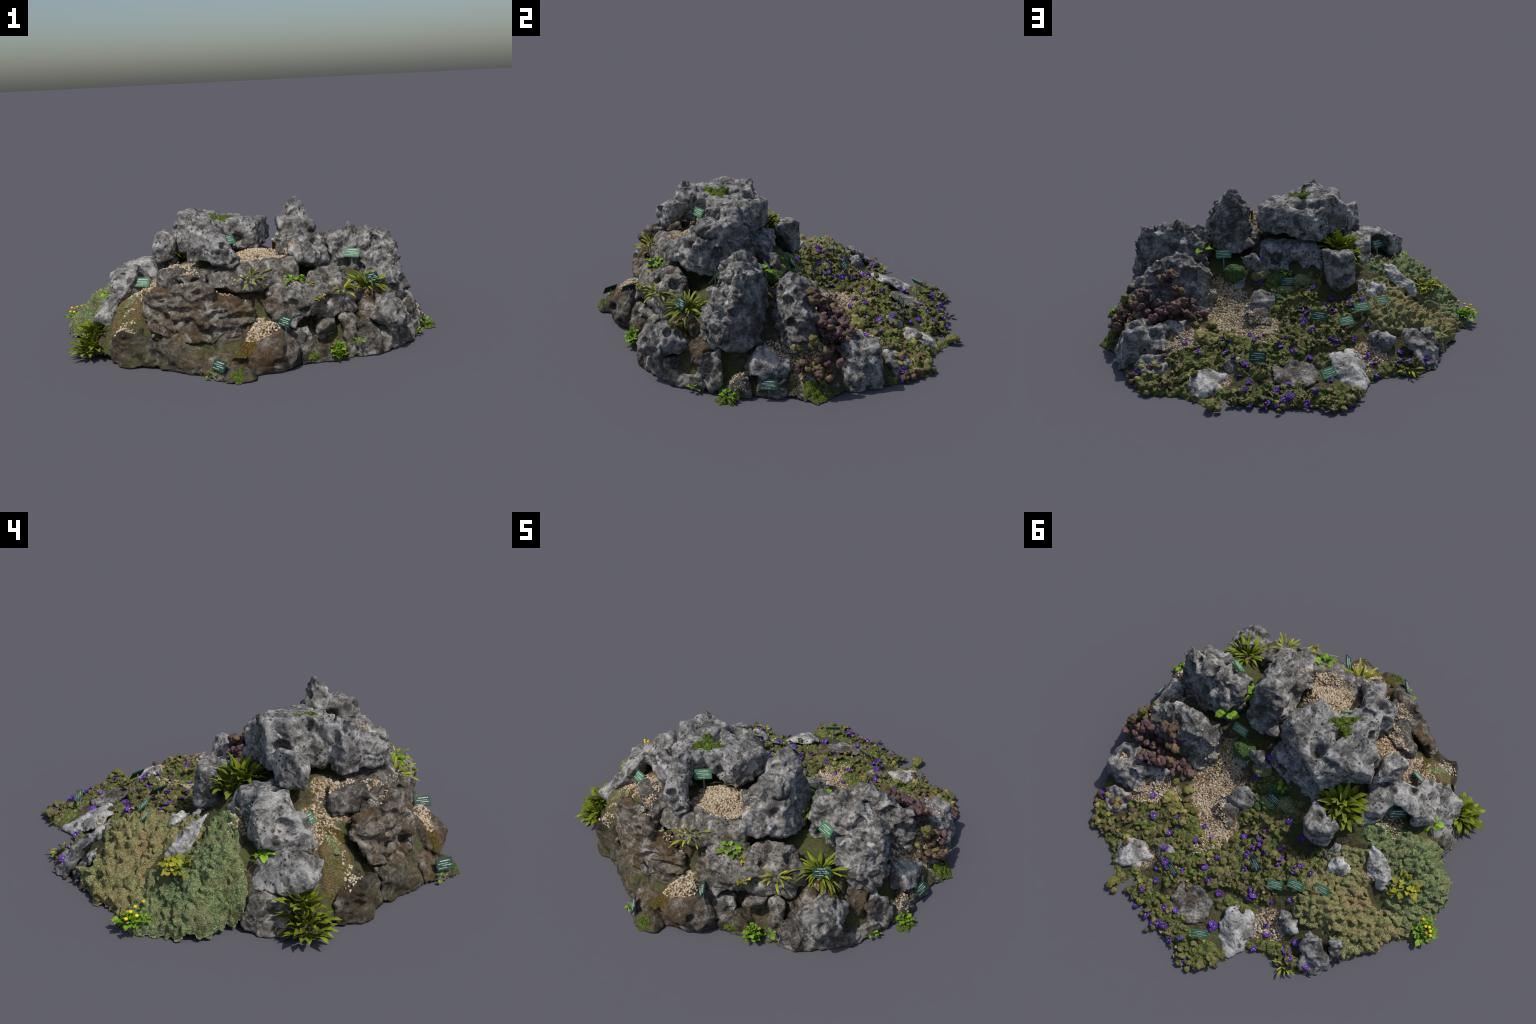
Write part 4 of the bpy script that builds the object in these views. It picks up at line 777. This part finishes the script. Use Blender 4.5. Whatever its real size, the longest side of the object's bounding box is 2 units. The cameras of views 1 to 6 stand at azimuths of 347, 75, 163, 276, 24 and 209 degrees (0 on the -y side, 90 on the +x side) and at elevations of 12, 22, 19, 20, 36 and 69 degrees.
def flower_mesh(seed):
    """Five broad overlapping petals, cupped, round a tiny yellow eye."""
    r = np.random.default_rng(seed); V, F, mats_, k = [], [], [], 0
    for i in range(5):
        v, f = blade(.0135, .0085, .5, .1, tip=.35, base=.45, n=5, thick=.002, wave=.25, seed=seed + i)
        m = np.array(Euler((r.uniform(-.2, .2), -r.uniform(.25, .7), i * 2 * math.pi / 5 + r.uniform(-.2, .2))).to_matrix())
        V.append(v @ m.T); F += [tuple(q + k for q in p) for p in f]; k += len(v); mats_ += [0] * len(f)
    V.append(ICO_V * (.003, .003, .0025) + (0, 0, .003)); F += [tuple(q + k for q in p) for p in ICO_F.tolist()]; mats_ += [1] * len(ICO_F)
    me = mesh_from("violet_flower", np.vstack(V), F); me.materials.append(VIOLET); me.materials.append(POLLEN)
    for p, mi in zip(me.polygons, mats_): p.material_index = mi
    me.shade_smooth(); return me
FLOWERS = [flower_mesh(s) for s in (1, 2, 3, 4)]
BLOOMS = [(.10,-.10),(.13,-.01),(-.11,.12),(-.20,.16),(-.02,.21),(-.01,.25),(-.06,.30),(-.13,.26),(.01,.35),(-.26,.30),(-.32,.31),(-.24,.33),(-.15,.33),(-.01,.42),(.04,.47),(.14,.42),(.18,.49),(.13,.54),
    (.06,.57),(.28,.39),(.28,.30),(.40,.36),(.42,.32),(.60,.27),(.55,.36),(.21,.34),(.41,.49),(.43,.41),(.38,.55),(.36,.57),(.27,.55),(.41,.59),(.38,.65),(-.09,.53),(-.10,.51),(-.08,.49),(-.19,.50),(-.28,.46),(.01,.72),
    (.02,.74),(.03,.72),(-.22,.60),(-.24,.64),(-.21,.73),(.13,.85),(0,.94),(.08,.93),(.28,.75),(.22,.74),(.30,.84),(.24,.83),(.27,.83),(.42,.72),(.42,.80),(.83,.52),(.89,.35),(.85,.37),(-.39,.62),(-.36,.67),(-.39,.70),(-.48,.70),(.07,.27),
    (.86,.36),(-.16,.30),(-.03,.28),(.0,.30),(.35,.82),(.18,.88)]
for i, (x, y) in enumerate(BLOOMS):
    p, n = drop(x, y)
    sc = r.uniform(.95, 1.45)
    place("violet_flower", FLOWERS[i % 4], p + Vector((0, 0, .007)), Euler((r.uniform(-.7, .7), r.uniform(-.7, .7), r.uniform(0, 6.28))), (sc, sc, sc * 1.3), carpet)

# dry seed heads between the violets
heads = leaf_meshes("dry_flower_head", [dict(length=.012, width=.006, arch=1.0, fold=.4, wave=.5, tip=.5, n=4)], DRY_HEAD)
for i in range(45):
    cx, cy, rx, ry = spots[i % 8]
    a, d = r.uniform(0, 6.28), math.sqrt(r.uniform())
    p, n = drop(cx + rx * d * math.cos(a), cy + ry * d * math.sin(a))
    place("dry_flower_head", heads[0], p + Vector((0, 0, .006)), Euler((r.uniform(-1, 1), r.uniform(-1, 1), r.uniform(0, 6.28))), r.uniform(1, 1.7), carpet)

# yellow blooms at the left rim
bud = bmesh.new(); bmesh.ops.create_icosphere(bud, subdivisions=2, radius=.008)
bud_me = bpy.data.meshes.new("yellow_bloom"); bud.to_mesh(bud_me); bud.free(); bud_me.materials.append(POLLEN); bud_me.shade_smooth()
for x, y, z in [(-.955, .285, .095), (-.94, .30, .085), (-.925, .275, .10), (-.945, .265, .075), (-.965, .30, .07), (-.90, .25, .11)]:
    place("yellow_bloom", bud_me, (x, y, z), Euler((0, 0, x * 9)), (1, 1, .8), root)

# dark green cushions under the spire, bright moss on the summit
def cushion(name, material, x, y, z, rx, ry, rz, amp, size, seed, turn=0):
    bm = bmesh.new(); bmesh.ops.create_icosphere(bm, subdivisions=5, radius=1.0)
    me = bpy.data.meshes.new(name); bm.to_mesh(me); bm.free()
    v, n, e = mesh_arrays(me)
    q = v * (rx, ry, rz); c, s = math.cos(turn), math.sin(turn)
    q = np.c_[c * q[:, 0] - s * q[:, 1], s * q[:, 0] + c * q[:, 1], q[:, 2]] + (x, y, z)
    d = tufty(amp, size, seed)(q) + 0.25 * rz * gnoise(q * 22, seed + 8)
    q = q + v * d[:, None]; q[:, 2] = np.maximum(q[:, 2], 0)
    set_co(me, q); return add(name, me, material=material)
cushion("cushion_plant", DOME, .25, -.105, .295, .058, .052, .050, .006, .014, 501)
cushion("cushion_plant", DOME, .02, .0, .25, .07, .045, .045, .008, .02, 502)
cushion("cushion_plant", GREEN_MOSS, -.07, .055, .255, .06, .04, .045, .008, .018, 521)
cushion("cushion_plant", GREEN_MOSS, .02, .07, .225, .045, .04, .035, .008, .018, 522)
cushion("cushion_plant", GREEN_MOSS, .12, -.045, .29, .05, .035, .03, .008, .018, 523)
cushion("cushion_plant", DOME, .06, .08, .20, .06, .05, .03, .008, .02, 503)
drape("moss_patch", CAP_MOSS, -.185, -.320, .060, .034, .45, .010, .006, .014, 504)
drape("moss_patch", CAP_MOSS, -.205, -.275, .028, .045, .3, .010, .006, .014, 505)
cushion("moss_patch", CAP_MOSS, .13, -.80, .02, .05, .03, .035, .006, .015, 506)
drape("moss_patch", CAP_MOSS, -.26, -.94, .045, .025, 0, .004, .006, .015, 507)
drape("moss_patch", CAP_MOSS, .86, -.48, .04, .04, 0, .008, .010, .02, 508)
drape("moss_patch", CAP_MOSS, .93, -.10, .045, .045, 0, .008, .008, .02, 509)
drape("moss_patch", GREEN_MOSS, -.66, -.42, .04, .03, .5, .004, .005, .012, 510)
drape("rusty_moss_patch", RUST_MOSS, -.20, -.86, .05, .04, .4, .004, .006, .014, 511)
drape("rusty_moss_patch", RUST_MOSS, .53, -.62, .05, .04, .2, .004, .006, .014, 512)
drape("rusty_moss_patch", RUST_MOSS, .56, -.66, .03, .03, .2, .003, .006, .014, 513)
drape("rusty_moss_patch", RUST_MOSS, -.60, -.42, .03, .05, .2, .004, .005, .014, 514)
drape("rusty_moss_patch", RUST_MOSS, .03, -.44, .03, .02, .2, .003, .005, .014, 516)

# ------------------------------------------------------------------ plant labels
def box_mesh(name, sx, sy, sz, bevel):
    bm = bmesh.new(); bmesh.ops.create_cube(bm, size=1.0)
    bmesh.ops.scale(bm, vec=(sx, sy, sz), verts=bm.verts)
    bmesh.ops.bevel(bm, geom=list(bm.edges), offset=bevel, segments=2, affect="EDGES")
    me = bpy.data.meshes.new(name); bm.to_mesh(me); bm.free(); return me
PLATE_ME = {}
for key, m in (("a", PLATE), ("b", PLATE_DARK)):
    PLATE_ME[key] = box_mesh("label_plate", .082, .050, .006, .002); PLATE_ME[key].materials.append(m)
STAKE_ME = box_mesh("label_stake", .006, .006, 1.0, .0012); STAKE_ME.materials.append(STAKE)
def lettering(seed):
    """Rows of short raised strokes: the small print is too fine to read."""
    r = np.random.default_rng(seed); V, F, k = [], [], 0
    for row, (y, x0, x1, h) in enumerate([(.012, -.020, .026, .0040), (.002, -.030, .020, .0028), (-.006, -.012, .030, .0028), (-.016, -.032, .006, .0022)]):
        x = x0
        while x < x1:
            w = r.uniform(.002, .006)
            q = np.array([(x, y, 0), (x + w, y, 0), (x + w, y + h, 0), (x, y + h, 0)])
            V += [q + (0, 0, .0029), q + (0, 0, .0036)]
            F += [tuple(k + i for i in f) for f in ((4, 5, 6, 7), (0, 1, 5, 4), (1, 2, 6, 5), (2, 3, 7, 6), (3, 0, 4, 7))]; k += 8
            x += w + r.uniform(.0008, .003)
    me = mesh_from("label_lettering", np.vstack(V), F); me.materials.append(INK); return me
LETTERS = [lettering(s) for s in (1, 2, 3)]
def plant_label(i, at, facing, tilt, key, tall):
    """A tilted plate on a steel stake; facing = horizontal direction it is read from."""
    h = holder("plant_label")
    f = Vector((*facing, 0)).normalized(); t = math.radians(tilt)
    nrm = f * math.cos(t) + Vector((0, 0, 1)) * math.sin(t)
    x = Vector((0, 0, 1)).cross(f).normalized(); y = nrm.cross(x)
    M = Matrix((x, y, nrm)).transposed().to_4x4(); M.translation = Vector(at)
    for nm, me in (("label_plate", PLATE_ME[key]), ("label_lettering", LETTERS[i % 3])):
        o = bpy.data.objects.new(nm, me); bpy.context.collection.objects.link(o); o.parent = h; o.matrix_local = M
    o = bpy.data.objects.new("label_stake", STAKE_ME); bpy.context.collection.objects.link(o); o.parent = h
    foot = Vector(at) - nrm * .005; o.location = foot - Vector((0, 0, tall / 2)); o.scale = (1, 1, tall)
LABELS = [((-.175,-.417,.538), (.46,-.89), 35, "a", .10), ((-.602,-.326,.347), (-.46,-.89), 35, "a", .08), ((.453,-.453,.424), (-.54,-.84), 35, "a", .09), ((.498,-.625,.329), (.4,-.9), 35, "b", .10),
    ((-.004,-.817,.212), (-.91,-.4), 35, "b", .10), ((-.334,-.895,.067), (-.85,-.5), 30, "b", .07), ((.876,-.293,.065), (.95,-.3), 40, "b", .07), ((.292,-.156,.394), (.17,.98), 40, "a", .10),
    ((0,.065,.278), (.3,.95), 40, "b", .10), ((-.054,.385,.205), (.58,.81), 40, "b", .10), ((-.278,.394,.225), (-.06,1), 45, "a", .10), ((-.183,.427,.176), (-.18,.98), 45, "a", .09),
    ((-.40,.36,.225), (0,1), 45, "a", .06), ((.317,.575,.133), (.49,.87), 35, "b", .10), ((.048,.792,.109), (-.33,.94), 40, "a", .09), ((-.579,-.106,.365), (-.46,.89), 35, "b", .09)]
for i, spec in enumerate(LABELS): plant_label(i, *spec)

# nothing may reach below the ground
bpy.context.view_layer.update()
for o in bpy.data.objects:
    if o.type == "MESH":
        low = min((o.matrix_world @ Vector(c)).z for c in o.bound_box)
        if low < 0: o.location.z -= low
